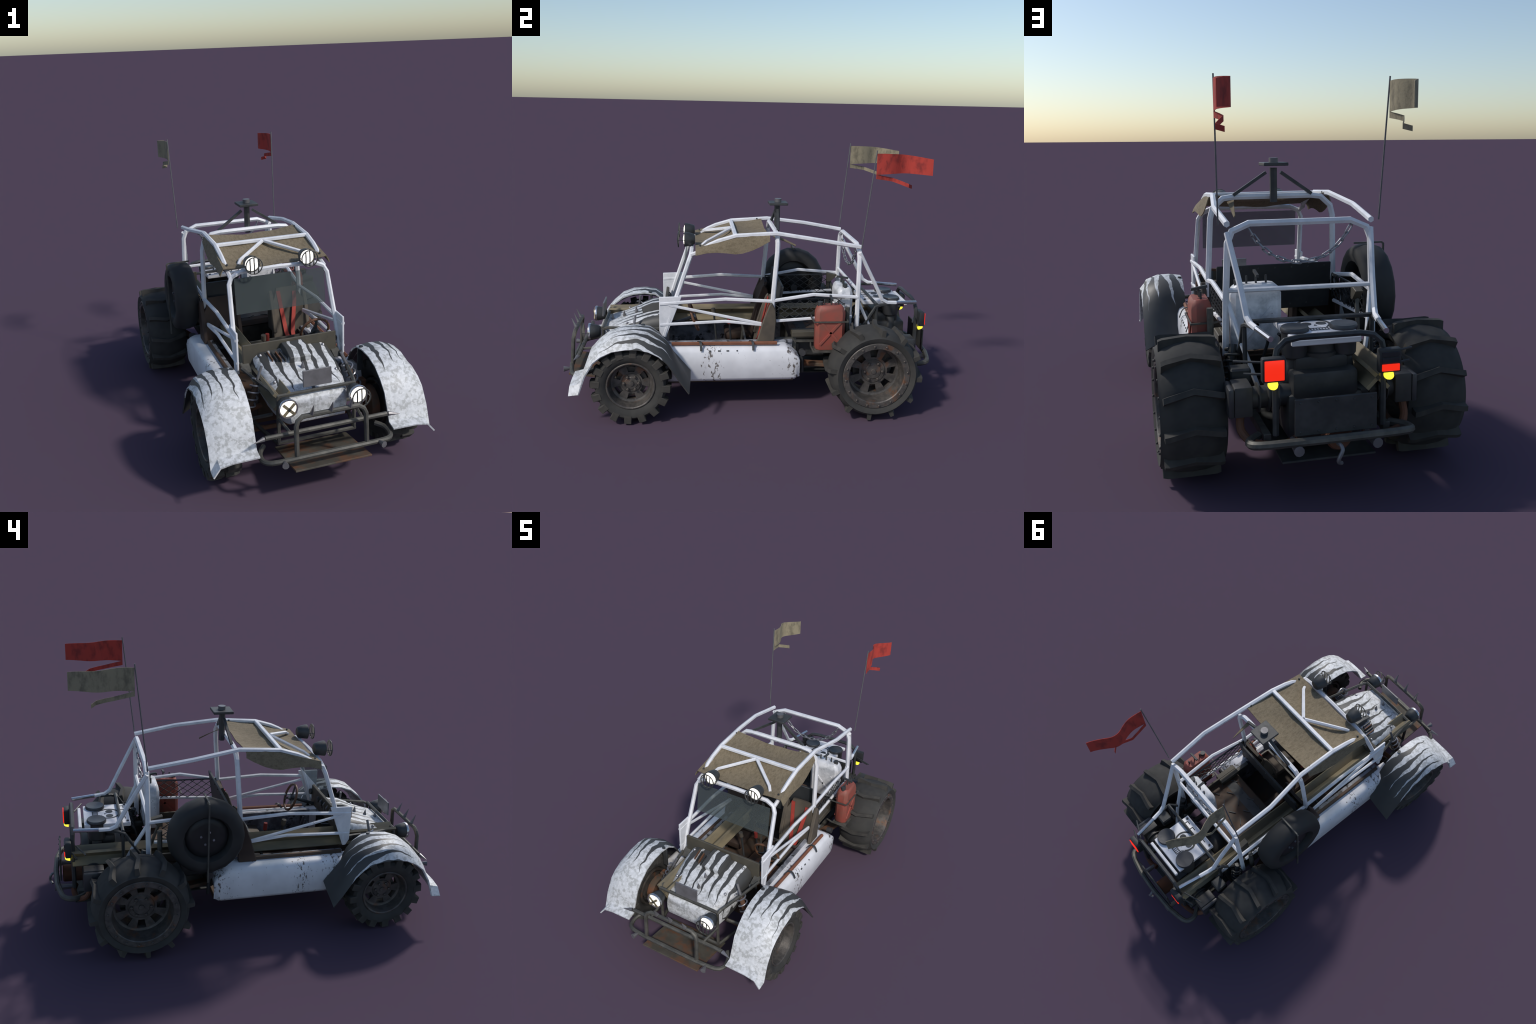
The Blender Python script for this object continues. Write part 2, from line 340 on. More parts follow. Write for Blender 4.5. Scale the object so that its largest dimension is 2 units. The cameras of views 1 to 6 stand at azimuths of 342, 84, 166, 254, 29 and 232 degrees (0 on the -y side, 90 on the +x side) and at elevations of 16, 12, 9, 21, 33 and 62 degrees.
# ------------------------------------------------------------------ roof: tarp, mast, lamps, flags
def build_tarp():
    rows = []
    ys = [0.060, 0.02, -0.03, -0.08, -0.115, -0.16, -0.21, -0.26, -0.318]
    cols = [-1, -0.9, -0.75, -0.6, -0.4, -0.2, 0, 0.2, 0.4, 0.6, 0.75, 0.9, 1]
    for i, y in enumerate(ys):
        t = (0.06 - y) / 0.378
        zb = lerp(0.918, 0.894, min(t / 0.46, 1)) if t < 0.46 else lerp(0.894, 0.843, (t - 0.46) / 0.54)
        hang = [0.037, 0.055, 0.072, 0.080, 0.079, 0.062, 0.046, 0.036, 0.034][i]
        row = []
        hw = lerp(0.247, 0.26, t)
        row.append((-hw - 0.016, y, zb - hang)); row.append((-hw - 0.010, y, zb - hang * 0.5))
        for c in cols:
            sag = -0.023 * (1 - c * c) * max(0, 1 - t / 0.5) + 0.003 * math.sin(9 * c + 7 * t) * (1 - c * c)
            if t > 0.46: sag -= 0.020 * (1 - c * c) * math.sin(math.pi * (t - 0.46) / 0.54) + 0.008 * (1 - c * c) * (t - 0.46) / 0.54
            else: sag -= 0.013 * (1 - c * c) * math.sin(math.pi * t / 0.46)
            yy = y
            row.append((c * hw, yy, zb + sag))
        row.append((hw + 0.010, y, zb - hang * 0.5)); row.append((hw + 0.016, y, zb - hang))
        rows.append(row)
    t = Geo().sheet(rows, 0.004).obj('roof_tarp', M['tarp'], root, smooth=50)
    k = curve([(0.171, 0.085, 0.893), (0.173, 0.14, 0.872), (0.174, 0.205, 0.842)], 3)
    Geo().sheet([[p + V((-0.016 * (1 - i / 6), 0, 0.004)), p + V((0.014 * (1 - i / 9), 0, -0.004))] for i, p in enumerate(k)], 0.003).obj('loose_strap', M['tarp'], t, smooth=50)
    for sgn in both():
        for y in (-0.295, 0.035):
            z = 0.858 if y < 0 else 0.921
            Geo().cyl((0.235 * sgn, y, z - 0.006), (0.235 * sgn, y, z), 0.006, 0.004, 8).obj('tarp_eyelet', M['dark'], t)
build_tarp()

def build_mast():
    m = Geo().tube([(0, 0.124, 0.888), (0, 0.124, 1.026)], 0.0155, 6).obj('gun_mast', M['dark'], root, smooth=20)
    Geo().box((0, 0.127, 1.041), (0.100, 0.100, 0.013)).obj('mast_plate', M['dark'], m, bevel=0.002)
    Geo().cyl((0, 0.127, 1.047), (0, 0.127, 1.066), 0.0185, n=20).obj('mast_knob', M['plate'], m)
    for s in both():
        Geo().tube(mir([(0.030, 0.122, 1.008), (0.163, 0.110, 0.918)], s), 0.009, 4).obj('mast_brace', M['dark'], m, smooth=20)
build_mast()

def build_flags():
    wave = curve([(0, 0, 0), (0, 0.5, 0.002), (0, 1, 0.001), (0, 1.5, -0.010), (0, 2, -0.026), (0, 2.5, -0.024), (0, 3, -0.003), (0, 3.5, 0.018), (0, 4, 0.034)], 6)
    for s, mat in ((1, 'redflag'), (-1, 'tanflag')):
        b, t = V((0.293 * s, 0.530, 0.850)), V((0.307 * s, 0.582, 1.350))
        p = Geo().tube([b, t], 0.0030, 6).obj('flag_pole', M['pole'], root)
        def off(y):   # cloth wave, same for both flags (not mirrored)
            return wave[min(int((y - 0.583) / 0.279 * 48 + 0.5), 48)].z
        rows_hi, n = [], 24
        main = []
        for i in range(n + 1):
            u = i / n; y = 0.583 + 0.279 * u; x = 0.307 * s + off(y)
            dip = -0.023 * u ** 1.5 + 0.004 * math.sin(u * 3.14)
            zt = 1.334 + dip; zb = 1.229 + 0.006 * math.sin(u * math.pi) + 0.001 * u
            main.append([(x, y, lerp(zt, zb, k / 4)) for k in range(5)])
        f = Geo().sheet(main, 0.0022).obj('flag', M[mat], p, smooth=60)
        strip = []
        pts = [(0, 1.219, 0.011), (0.05, 1.211, 0.010), (0.088, 1.204, 0.0095), (0.126, 1.1915, 0.0095), (0.163, 1.1775, 0.0095), (0.186, 1.169, 0.009)]
        xs = [0, -0.010, -0.016, 0.003, 0.021, -0.003]
        for i, (dy, z, h) in enumerate(pts):
            x = 0.307 * s + xs[i]
            strip.append([(x, 0.583 + dy, z + h), (x, 0.583 + dy, z), (x, 0.583 + dy, z - h)])
        Geo().sheet(strip, 0.002).obj('flag_tatter', M[mat], f, smooth=25)
build_flags()

def lamp(name, c, r, depth, caged, back=None):
    """Bowl lamp facing -y with a glowing lens, and a cage of bars in front."""
    x, y, z = c
    prof = [(0.004, depth), (r * 0.55, depth), (r * 0.72, depth * 0.92), (r * 0.9, depth * 0.5), (r, 0.004), (r * 1.02, -0.004), (r * 0.90, -0.004), (r * 0.88, 0.002), (0.001, 0.002)]
    L = Geo().lathe([(a, b) for a, b in prof], c, 'y', 28).obj(name, M['dark'], root, smooth=40)
    Geo().lathe([(0.001, -0.010), (r * 0.3, -0.009), (r * 0.62, -0.006), (r * 0.87, 0.000), (r * 0.87, 0.0045), (0.001, 0.0045)], c, 'y', 28).obj('lamp_lens', M['lamp'], L, smooth=50)
    if back: Geo().lathe([(r * 1.03, -0.006), (r * 1.07, -0.002), (r * 1.03, 0.006), (r * 0.95, 0.0065), (r * 0.92, -0.005)], c, 'y', 28, closed=True).obj('lamp_rim', M['chrome'], L, smooth=50)
    if caged:
        g = Geo(); yc = y - 0.034; R = r * 1.02
        ring = lambda rr, yy, cz=z: [(x + rr * math.cos(a), yy, cz + rr * math.sin(a)) for a in [2 * math.pi * i / 24 for i in range(24)]]
        g.tube(ring(R, yc), 0.0030, 6, closed=True)
        for dx in (-0.5, 0.0, 0.5):
            h = R * math.sqrt(1 - dx * dx)
            g.tube([(x + dx * R, yc, z - h), (x + dx * R, yc - 0.004, z), (x + dx * R, yc, z + h)], 0.0032, 5)
        g.tube([(x - R, yc, z), (x - R * 0.98, y, z)], 0.0018, 5); g.tube([(x + R, yc, z), (x + R * 0.98, y, z)], 0.0018, 5)
        g.obj('lamp_cage', M['dark'], L)
    return L
for s in both():
    L = lamp('roof_lamp', (0.137 * s, -0.372, 0.868), 0.0385, 0.052, True)
    Geo().box((0.137 * s, -0.345, 0.846), (0.014, 0.03, 0.026)).obj('lamp_bracket', M['dark'], L, bevel=0.002)
lamp('head_lamp', (0.163, -0.868, 0.382), 0.041, 0.056, True, True)
hl = lamp('head_lamp', (-0.160, -0.874, 0.382), 0.041, 0.056, False, True)

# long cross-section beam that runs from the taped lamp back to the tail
def build_xbeam():
    g = Geo(); cx, cz = -0.160, 0.382; L, w, y0, y1 = 0.052, 0.0065, -0.888, 0.880
    d = 0.7071
    poly = []
    for k in range(4):
        a = math.pi / 4 + k * math.pi / 2; ux, uz = math.cos(a), math.sin(a); px, pz = -uz, ux
        poly.append((cx + ux * L - px * w, cz + uz * L - pz * w)); poly.append((cx + ux * L + px * w, cz + uz * L + pz * w))
        poly.append((cx + ux * w * 1.0 + px * w, cz + uz * w + pz * w))
    g.ring_loft([[(p[0], y, p[1]) for p in poly] for y in (-0.800, -0.5, 0.0, 0.5, y1)])
    b = g.obj('cross_beam', M['khaki'], root, smooth=20)
    t = Geo()   # the taped cross on the lamp itself
    for a in (math.pi / 4, -math.pi / 4):
        ux, uz = math.cos(a) * 0.036, math.sin(a) * 0.036
        t.beam((cx - ux, -0.8855 - 0.0012 * (a > 0), cz - uz), (cx + ux, -0.8855 - 0.0012 * (a > 0), cz + uz), 0.003, 0.013)
    t.obj('lamp_tape', M['khaki'], hl, smooth=20)
    q = Geo(); q.box((cx, -0.8885, cz), (0.011, 0.002, 0.011), rot=(0, math.pi / 4, 0)); q.box((cx, y1 + 0.0005, cz), (0.013, 0.002, 0.013), rot=(0, math.pi / 4, 0))
    q.obj('beam_core', M['black'], b, smooth=20)
build_xbeam()

# ------------------------------------------------------------------ windscreen and dash
Geo().ring_loft([[(-0.224, -0.366, 0.803), (0.224, -0.366, 0.803), (0.224, -0.362, 0.803), (-0.224, -0.362, 0.803)][::-1],
                 [(-0.224, -0.384, 0.634), (0.224, -0.384, 0.634), (0.224, -0.380, 0.634), (-0.224, -0.380, 0.634)][::-1]]).obj('windscreen', M['glass'], root, smooth=20)
def build_dash():
    d = Geo().prism([(-0.486, 0.408), (-0.468, 0.408), (-0.466, 0.515), (-0.482, 0.519)], 'x', -0.233, 0.233).obj('dash_panel', M['board'], root, bevel=0.003)
    g = Geo()
    for i in range(6):
        x = -0.17 + 0.045 * i; g.tube([(x, -0.464, 0.50), (x, -0.455, 0.485), (x, -0.464, 0.45)], 0.004, 6)
    g.obj('dash_cable', M['plate'], d)
    for x in (0.06, 0.11, 0.25 - 0.02):
        Geo().cyl((x, -0.468, 0.475), (x, -0.455, 0.475), 0.017, n=16).obj('dial', M['dark'], d)
    # firewall below
    Geo().prism([(-0.500, 0.140), (-0.492, 0.140), (-0.548, 0.345), (-0.556, 0.345)], 'x', -0.18, 0.18).obj('firewall', M['floor'], root, bevel=0.002)
build_dash()

def build_steering():
    c = V((0.190, -0.327, 0.466)); nrm = V((0, 0.93, 0.33)).normalized()
    q = V((0, 0, 1)).rotation_difference(nrm); r = 0.074
    P = lambda a, k=1.0, h=0.0: c + q @ V((math.cos(a) * r * k, math.sin(a) * r * k, h))
    w = Geo().tube([P(2 * math.pi * i / 28) for i in range(28)], 0.0068, 8, closed=True).obj('steering_wheel', M['wood'], root, smooth=60)
    g = Geo()
    for a in (0.52, 2.62, 4.71): g.beam(P(a, 0.15, -0.006), P(a, 0.97), 0.012, 0.006, up=nrm)
    g.tube([c - nrm * 0.016, c + nrm * 0.004], 0.02, 12)
    g.tube([c - nrm * 0.016, c - nrm * 0.15], 0.009, 8)
    g.obj('steering_column', M['dark'], w)
    Geo().tube([c + nrm * 0.0042, c + nrm * 0.009], [0.013, 0.011], 14).obj('horn_button', M['steel'], w)
build_steering()

# ------------------------------------------------------------------ seats
def build_seat(s, mat, belts):
    cx = 0.190 * s
    rows = []
    for z, y, hw, bulge in ((0.25, 0.015, 0.100, 0.02), (0.335, 0.035, 0.104, 0.026), (0.42, 0.054, 0.103, 0.028), (0.495, 0.070, 0.094, 0.022), (0.525, 0.077, 0.074, 0.012), (0.555, 0.084, 0.060, 0.004), (0.568, 0.086, 0.056, 0.002)):
        row = []
        for k in range(9):
            t = -1 + k / 4
            row.append((cx + t * hw, y - bulge * abs(t) ** 2.2, z))
        rows.append(row)
    seat = Geo().sheet(rows, 0.016).obj('bucket_seat', mat, root, smooth=40)
    Geo().box((cx, -0.060, 0.265), (0.19, 0.18, 0.045), rot=(math.radians(6), 0, 0)).obj('seat_cushion', mat, seat, bevel=0.012, segs=2)
    for x in (0.286, 0.096):
        Geo().prism([(-0.006, 0.345), (0.088, 0.345), (0.097, 0.465), (0.092, 0.53), (0.072, 0.565), (0.060, 0.55), (0.030, 0.470)], 'x', (x - 0.010) * s, (x + 0.012) * s).obj('seat_wing', mat, seat, bevel=0.004)
    if belts:
        for pts in ([(0.140, 0.074, 0.556), (0.145, 0.060, 0.50), (0.163, 0.020, 0.335), (0.172, -0.03, 0.27)], [(0.232, 0.072, 0.545), (0.228, 0.058, 0.50), (0.200, 0.020, 0.335), (0.195, -0.03, 0.27)]):
            c = [V((p[0] * s, p[1] - 0.006, p[2])) for p in pts]
            Geo().sheet([[p + V((-0.011, 0, 0)), p + V((0.011, 0, 0))] for p in c], 0.004).obj('seat_belt', M['belt'], seat, smooth=50)
        Geo().sheet([[(0.255, 0.00, 0.33), (0.272, 0.0, 0.33)], [(0.256, -0.05, 0.305), (0.272, -0.05, 0.305)], [(0.254, -0.14, 0.24), (0.270, -0.14, 0.24)]], 0.004).obj('seat_belt', M['belt'], seat)
sf = Geo(); sf.tube([(0.235, 0.06, 0.335), (0.235, -0.048, 0.335), (0.228, -0.055, 0.335), (-0.228, -0.055, 0.335), (-0.235, -0.048, 0.335), (-0.235, 0.06, 0.335)], 0.0075, 4)
for x in (0.235, 0.0, -0.235): sf.tube([(x, -0.055, 0.335), (x, -0.075, 0.15)], 0.007, 4)
sf.obj('seat_frame', M['frame'], root, smooth=20)
build_seat(1, M['seat'], True)
build_seat(-1, M['seatdark'], False)
bk = Geo().prism([(0.098, 0.440), (0.110, 0.440), (0.140, 0.634), (0.128, 0.634)], 'x', -0.240, 0.240).obj('back_board', M['black'], root, bevel=0.002)
for zz, yy in ((0.62, 0.1385), (0.46, 0.114)):
    for k in range(7):
        x = -0.21 + 0.07 * k
        Geo().cyl((x, yy - 0.004, zz), (x, yy + 0.003, zz), 0.0045, 0.003, 8).obj('rivet', M['dark'], bk)
# red switch box and levers between the seats
g = Geo()
lv = Geo().cyl((-0.035, -0.20, 0.26), (-0.042, -0.215, 0.415), 0.006, n=8).obj('gear_lever', M['dark'], root)
Geo().cyl((-0.042, -0.215, 0.41), (-0.044, -0.22, 0.44), 0.0125, n=12).obj('lever_knob', M['seat'], lv)
lv = Geo().cyl((0.01, -0.12, 0.26), (0.005, -0.13, 0.37), 0.006, n=8).obj('brake_lever', M['dark'], root)
Geo().cyl((0.005, -0.13, 0.365), (0.005, -0.133, 0.405), 0.0105, n=12).obj('lever_knob', M['belt'], lv)

# ------------------------------------------------------------------ tub, floor, tanks
def build_tub():
    Geo().box((0, -0.15, 0.135), (0.50, 0.70, 0.028)).obj('floor_pan', M['floor'], root, bevel=0.002)
    g = Geo()
    for s in both():
        g.box((0.252 * s, -0.14, 0.245), (0.012, 0.66, 0.195))
        g.box((0.258 * s, -0.14, 0.347), (0.022, 0.66, 0.014))
    g.obj('side_sill', M['sill'], root, bevel=0.002)
    Geo().box((0, -0.13, 0.180), (0.07, 0.62, 0.07)).obj('centre_tunnel', M['floor'], root, bevel=0.01)
    Geo().box((0.12, -0.24, 0.205), (0.16, 0.14, 0.10)).obj('wooden_box', M['wood'], root, bevel=0.003)
    for x in (0.13, 0.17, 0.21):
        Geo().beam((x, -0.40, 0.25), (x, -0.42, 0.33), 0.012, 0.012, up=(0, 1, 0)).obj('pedal', M['plate'], root, bevel=0.002)
build_tub()

def build_tank(s):
    sec = [(0.268, 0.344), (0.318, 0.344), (0.338, 0.337), (0.349, 0.318), (0.354, 0.270), (0.349, 0.182), (0.338, 0.164), (0.310, 0.157), (0.270, 0.158)]
    cx, cz = 0.31, 0.255
    rings = []
    for y, cut, sq in ((-0.52, 0, 0.97), (-0.48, 0, 1), (0.10, 0, 1), (0.145, 0, 1), (0.160, 0.008, 1), (0.190, 0.030, 0.99), (0.212, 0.050, 0.95), (0.219, 0.062, 0.86)):
        rings.append([((cx + (x - cx) * sq) * s, y - (0.02 if z < 0.175 and y > 0.2 else 0), min(z, 0.344 - cut - 0.25 * max(0, x - 0.31) * (cut > 0)) if z > cz else max(z, cz - (cz - 0.157) * sq)) for x, z in sec])
    t = Geo().ring_loft(rings).obj('side_tank', M['tank'], root, smooth=50)
    if s > 0:
        Geo().tube([(0.309, -0.44, 0.357), (0.324, 0.100, 0.359)], 0.0095, 6).obj('tank_rail', M['rail'], t, smooth=20)
        for y in (-0.292, -0.026):
            k = curve([(0.296, y - 0.02, 0.352), (0.316, y - 0.008, 0.372), (0.338, y, 0.364), (0.353, y + 0.002, 0.330)], 4)
            Geo().sheet([[p + V((0, -0.006, 0)), p + V((0, 0.006, 0))] for p in k], 0.003).obj('tank_clip', M['dark'], t)
        g = Geo()
        for y, w in ((-0.245, 0.010), (-0.198, 0.014), (-0.155, 0.013), (-0.107, 0.007)):
            g.box((0.3455, y, 0.3275), (0.002, w, 0.007), rot=(0, math.radians(-32), 0))
        g.obj('tank_mark', M['dark'], t)
    else:
        Geo().beam((-0.276, -0.46, 0.352), (-0.276, 0.02, 0.352), 0.016, 0.018).obj('tank_rail', M['floor'], t, bevel=0.002)
for s in both(): build_tank(s)

# ------------------------------------------------------------------ nose: hood, fenders, frame, bumper
def build_hood():
    rings = []
    def sec(y, hw, top, mid, bot, crown, flat=0.80):
        half = [(hw * 0.96, bot), (hw, (bot + mid) / 2), (hw, mid), (hw * 0.95, lerp(mid, top, 0.62)), (hw * flat, top), (hw * 0.42, top + crown * 0.75), (0, top + crown)]
        pts = half + [(-x, z) for x, z in half[:-1][::-1]]
        return [(x, y, z) for x, z in pts]
    for a in ((-0.487, 0.194, 0.474, 0.415, 0.33, 0.004), (-0.54, 0.192, 0.464, 0.41, 0.32, 0.004), (-0.60, 0.188, 0.447, 0.395, 0.305, 0.004),
              (-0.65, 0.184, 0.430, 0.378, 0.29, 0.004), (-0.70, 0.176, 0.413, 0.362, 0.28, 0.004), (-0.75, 0.164, 0.399, 0.352, 0.272, 0.003),
              (-0.780, 0.150, 0.392, 0.348, 0.267, 0.003, 0.85), (-0.798, 0.138, 0.387, 0.343, 0.265, 0.002, 0.90), (-0.809, 0.133, 0.378, 0.34, 0.268, 0.002, 0.92)):
        rings.append(sec(*a))
    last = rings[-1]
    rings.append([(x * 0.96, -0.814, lerp(z, 0.32, 0.12)) for x, y, z in last])
    h = Geo(); h.ring_loft(rings, cap=False); n = len(rings[0])
    h.f.append(tuple((len(rings) - 1) * n + j for j in range(n)))
    h = h.obj('hood', M['zhood'], root, smooth=40)
    # scoop: low wedge, open lip forward
    a = [(-0.058, -0.487, 0.462), (0.070, -0.487, 0.462), (0.058, -0.487, 0.508), (-0.046, -0.487, 0.508)]
    b = [(-0.058, -0.545, 0.450), (0.072, -0.545, 0.450), (0.060, -0.548, 0.503), (-0.047, -0.548, 0.503)]
    c = [(-0.050, -0.596, 0.436), (0.064, -0.596, 0.436), (0.059, -0.608, 0.478), (-0.046, -0.608, 0.478)]
    Geo().ring_loft([a, b, c]).obj('hood_scoop', M['zhood'], h, smooth=20, bevel=0.002)
    for i in range(4):
        x = -0.064 - i * 0.018; y = -0.565 + i * 0.008
        Geo().beam((x, y - 0.03, 0.463), (x - 0.006, y + 0.035, 0.478), 0.005, 0.014).obj('hood_slat', M['rust'] if i % 2 else M['dark'], h, smooth=20)
    Geo().cyl((-0.06, -0.56, 0.455), (-0.06, -0.49, 0.462), 0.016, n=10).obj('hood_pipe', M['steel'], h)
    for i, (y, z) in enumerate(((-0.638, 0.441), (-0.703, 0.417), (-0.765, 0.398))):
        Geo().tube([(0.0, y, z - 0.002), (0.0, y - 0.002, z + 0.030)], [0.011, 0.0006], 5).obj('hood_spike', M['plate'], h, smooth=20)
    for x, y, z in ((-0.158, -0.512, 0.468), (0.155, -0.508, 0.469), (-0.152, -0.686, 0.414), (0.146, -0.676, 0.417)):
        Geo().lathe([(0.008, -0.002), (0.008, 0.004), (0.004, 0.009), (0.0005, 0.010)], (x, y, z), 'z', 10).obj('hood_bolt', M['steel'], h)
build_hood()

FENDER_X = [0.306, 0.360, 0.420, 0.475, 0.506]
FENDER = [([-0.926, -0.927, -0.927, -0.928, -0.931], [0.214, 0.214, 0.213, 0.204, 0.167]),
          ([-0.883, -0.880, -0.878, -0.878, -0.884], [0.225, 0.226, 0.226, 0.216, 0.171]),
          ([-0.868, -0.866, -0.864, -0.858, -0.853], [0.262, 0.266, 0.268, 0.266, 0.262]),
          ([-0.836, -0.836, -0.834, -0.825, -0.811], [0.345, 0.348, 0.346, 0.340, 0.331]),
          ([-0.796, -0.797, -0.796, -0.787, -0.775], [0.390, 0.393, 0.391, 0.383, 0.360]),
          ([-0.742, -0.743, -0.743, -0.733, -0.721], [0.431, 0.438, 0.437, 0.421, 0.386]),
          ([-0.680, -0.682, -0.682, -0.670, -0.656], [0.453, 0.461, 0.460, 0.442, 0.396]),
          ([-0.612, -0.614, -0.614, -0.605, -0.597], [0.459, 0.467, 0.465, 0.446, 0.394]),
          ([-0.550, -0.552, -0.553, -0.550, -0.547], [0.451, 0.459, 0.457, 0.437, 0.383]),
          ([-0.508, -0.503, -0.499, -0.497, -0.496], [0.420, 0.426, 0.424, 0.405, 0.357]),
          ([-0.478, -0.466, -0.457, -0.455, -0.455], [0.382, 0.392, 0.390, 0.368, 0.318]),
          ([-0.457, -0.432, -0.420, -0.410, -0.401], [0.338, 0.335, 0.328, 0.298, 0.234]),
          ([-0.447, -0.346, -0.347, -0.350, -0.352], [0.324, 0.231, 0.205, 0.182, 0.164])]
for s in both():
    rows = [[(x * s, y, z) for x, y, z in zip(FENDER_X, ys, zs)] for ys, zs in FENDER]
    f = Geo().sheet(rows if s > 0 else [r[::-1] for r in rows], 0.007).obj('fender', M['zfender'], root, smooth=38)
    Geo().cyl((0.317 * s, -0.582, 0.450), (0.317 * s, -0.582, 0.466), 0.010, n=10).obj('fender_cap', M['dark'], f)
    Geo().beam((0.315 * s, -0.575, 0.45), (0.315 * s, -0.575, 0.34), 0.026, 0.012, up=(0, 1, 0)).obj('fender_stay', M['dark'], f, bevel=0.002)

def build_front_frame():
    g = Geo()
    for s in both():
        g.tube(mir([(0.246, -0.505, 0.418), (0.222, -0.62, 0.413), (0.185, -0.775, 0.408), (0.178, -0.797, 0.398), (0.178, -0.797, 0.178)], s), 0.0085)
        g.tube(mir([(0.180, -0.797, 0.180), (0.215, -0.66, 0.185), (0.24, -0.50, 0.19)], s), 0.009)
        g.tube(mir([(0.178, -0.80, 0.300), (0.165, -0.905, 0.288)], s), 0.007)
    g.tube([(-0.182, -0.797, 0.404), (0.182, -0.797, 0.404)], 0.009)
    g.tube([(-0.182, -0.797, 0.182), (0.182, -0.797, 0.182)], 0.009)
    fr = g.obj('front_frame', M['frame'], root, smooth=20)
    Geo().box((-0.001, -0.809, 0.469), (0.132, 0.008, 0.074), rot=(math.radians(-4), 0, 0)).obj('number_plate', M['plate'], fr, bevel=0.0015)
    for s in both():
        Geo().prism([(-0.53, 0.405), (-0.475, 0.435), (-0.475, 0.395)], 'x', 0.205 * s, 0.245 * s).obj('hinge_bracket', M['frame'], fr, bevel=0.002)
    # bumper: wrap-round lower tube, cross tube and centre hoop with spikes
    b = Geo().tube(bumper_path(), 0.0115, 8).obj('front_bumper', M['frame'], root, smooth=30)
    Geo().tube([(-0.277, -0.912, 0.289), (0.277, -0.912, 0.289)], 0.0105, 8).obj('bumper_tube', M['frame'], b, smooth=20)
    hp = [(0.158, -0.963, 0.200), (0.157, -0.955, 0.340), (0.148, -0.951, 0.362), (0.125, -0.948, 0.377)]
    Geo().tube(mir(hp, -1) + mir(hp, 1)[::-1], 0.0105, 8).obj('bumper_hoop', M['frame'], b, smooth=30)
    for x in (-0.086, 0.0, 0.086):
        Geo().tube([(x, -0.949, 0.381), (x * 1.0, -0.972, 0.432)], [0.0105, 0.0008], 6).obj('spike', M['plate'], b, smooth=20)
    for s in both():
        Geo().tube(mir([(0.284, -0.914, 0.289), (0.333, -0.929, 0.286)], s), [0.011, 0.0008], 8).obj('spike', M['plate'], b, smooth=20)
        Geo().tube(mir([(0.212, -0.958, 0.198), (0.222, -0.999, 0.199)], s), [0.004, 0.0145], 8).obj('spike', M['plate'], b, smooth=20)
    Geo().prism([(-0.983, 0.147), (-0.722, 0.113), (-0.722, 0.120), (-0.983, 0.155)], 'x', -0.173, 0.173).obj('skid_plate', M['skid'], root, bevel=0.001)
def bumper_path():
    half = curve([(0.262, -0.835, 0.207), (0.289, -0.87, 0.203), (0.294, -0.915, 0.192), (0.262, -0.950, 0.192), (0.16, -0.966, 0.201)], 3)
    return half + [V((0, -0.968, 0.203))] + [V((-p.x, p.y, p.z)) for p in half[::-1]]
build_front_frame()

def build_front_axle():
    g = Geo()
    g.tube([(-0.25, -0.60, 0.152), (0.25, -0.60, 0.152)], 0.011, 8)
    for s in both(): g.tube(mir([(0.19, -0.62, 0.165), (0.30, -0.636, 0.20)], s), 0.012, 8); g.tube(mir([(0.19, -0.60, 0.27), (0.30, -0.62, 0.26)], s), 0.012, 8)
    ax = g.obj('front_axle', M['rust'], root)
    for s in both():
        h = Geo(); h.lathe([(0.02, 0.312 * s), (0.075, 0.315 * s), (0.082, 0.325 * s), (0.082, 0.350 * s), (0.03, 0.355 * s)], (0, -0.636, 0.2), 'x', 24)
        h.obj('brake_drum', M['rust'], ax)
        Geo().box((0.315 * s, -0.60, 0.27), (0.03, 0.04, 0.08)).obj('knuckle', M['rust'], ax, bevel=0.006)
        t0, t1 = V((0.288 * s, -0.66, 0.235)), V((0.192 * s, -0.630, 0.476))
        Geo().tube([t0, t0.lerp(t1, 0.7)], 0.013, 10).obj('shock_absorber', M['rust'], ax)
        Geo().tube([t0.lerp(t1, 0.7), t1], 0.0065, 8).obj('shock_rod', M['plate'], ax)
        n = 60; d = (t1 - t0); dn = d.normalized(); u = dn.orthogonal().normalized(); w = dn.cross(u)
        Geo().tube([t0 + d * (0.22 + 0.56 * i / n) + (u * math.cos(i / n * 4.5 * 2 * math.pi) + w * math.sin(i / n * 4.5 * 2 * math.pi)) * 0.024 for i in range(n + 1)], 0.0042, 6).obj('coil_spring', M['steel'], ax)
        Geo().tube(mir([(0.17, -0.70, 0.27), (0.30, -0.67, 0.25)], s), 0.009, 6).obj('tie_rod', M['frame'], ax)
build_front_axle()

# ------------------------------------------------------------------ wheels
def spoked_disc(g, c, x0, x1, r_hub, r_in, r_out, slots, frac=0.5, phase=0.0):
    """Flat wheel disc with window slots between hub and rim."""
    n = slots * 6
    def ring(r, x): return [(c[0] + x, c[1] + r * math.cos(2 * math.pi * (i + phase * 6) / n), c[2] + r * math.sin(2 * math.pi * (i + phase * 6) / n)) for i in range(n)]
    rs = [r_hub, r_in, r_out]
    vs = []; fs = []
    for x in (x0, x1):
        for r in rs: vs += ring(r, x)
    K = 3 * n
    op = lambda i: (i % 6) in (1, 2, 3)
    for i in range(n):
        j = (i + 1) % n
        for k in (0, 1):
            a, b, cc, d = k * n + i, k * n + j, (k + 1) * n + j, (k + 1) * n + i
            if k == 1 and op(i): continue
            fs += [(a, b, cc, d), (d + K, cc + K, b + K, a + K)]
        if op(i):
            fs += [(n + i, n + j, n + j + K, n + i + K), (2 * n + i, 2 * n + j, 2 * n + j + K, 2 * n + i + K)]
            for e, o in ((i, not op(i - 1)), (j, not op(i + 1))):
                if o: fs.append((n + e, 2 * n + e, 2 * n + e + K, n + e + K))
    g.add(vs, fs)

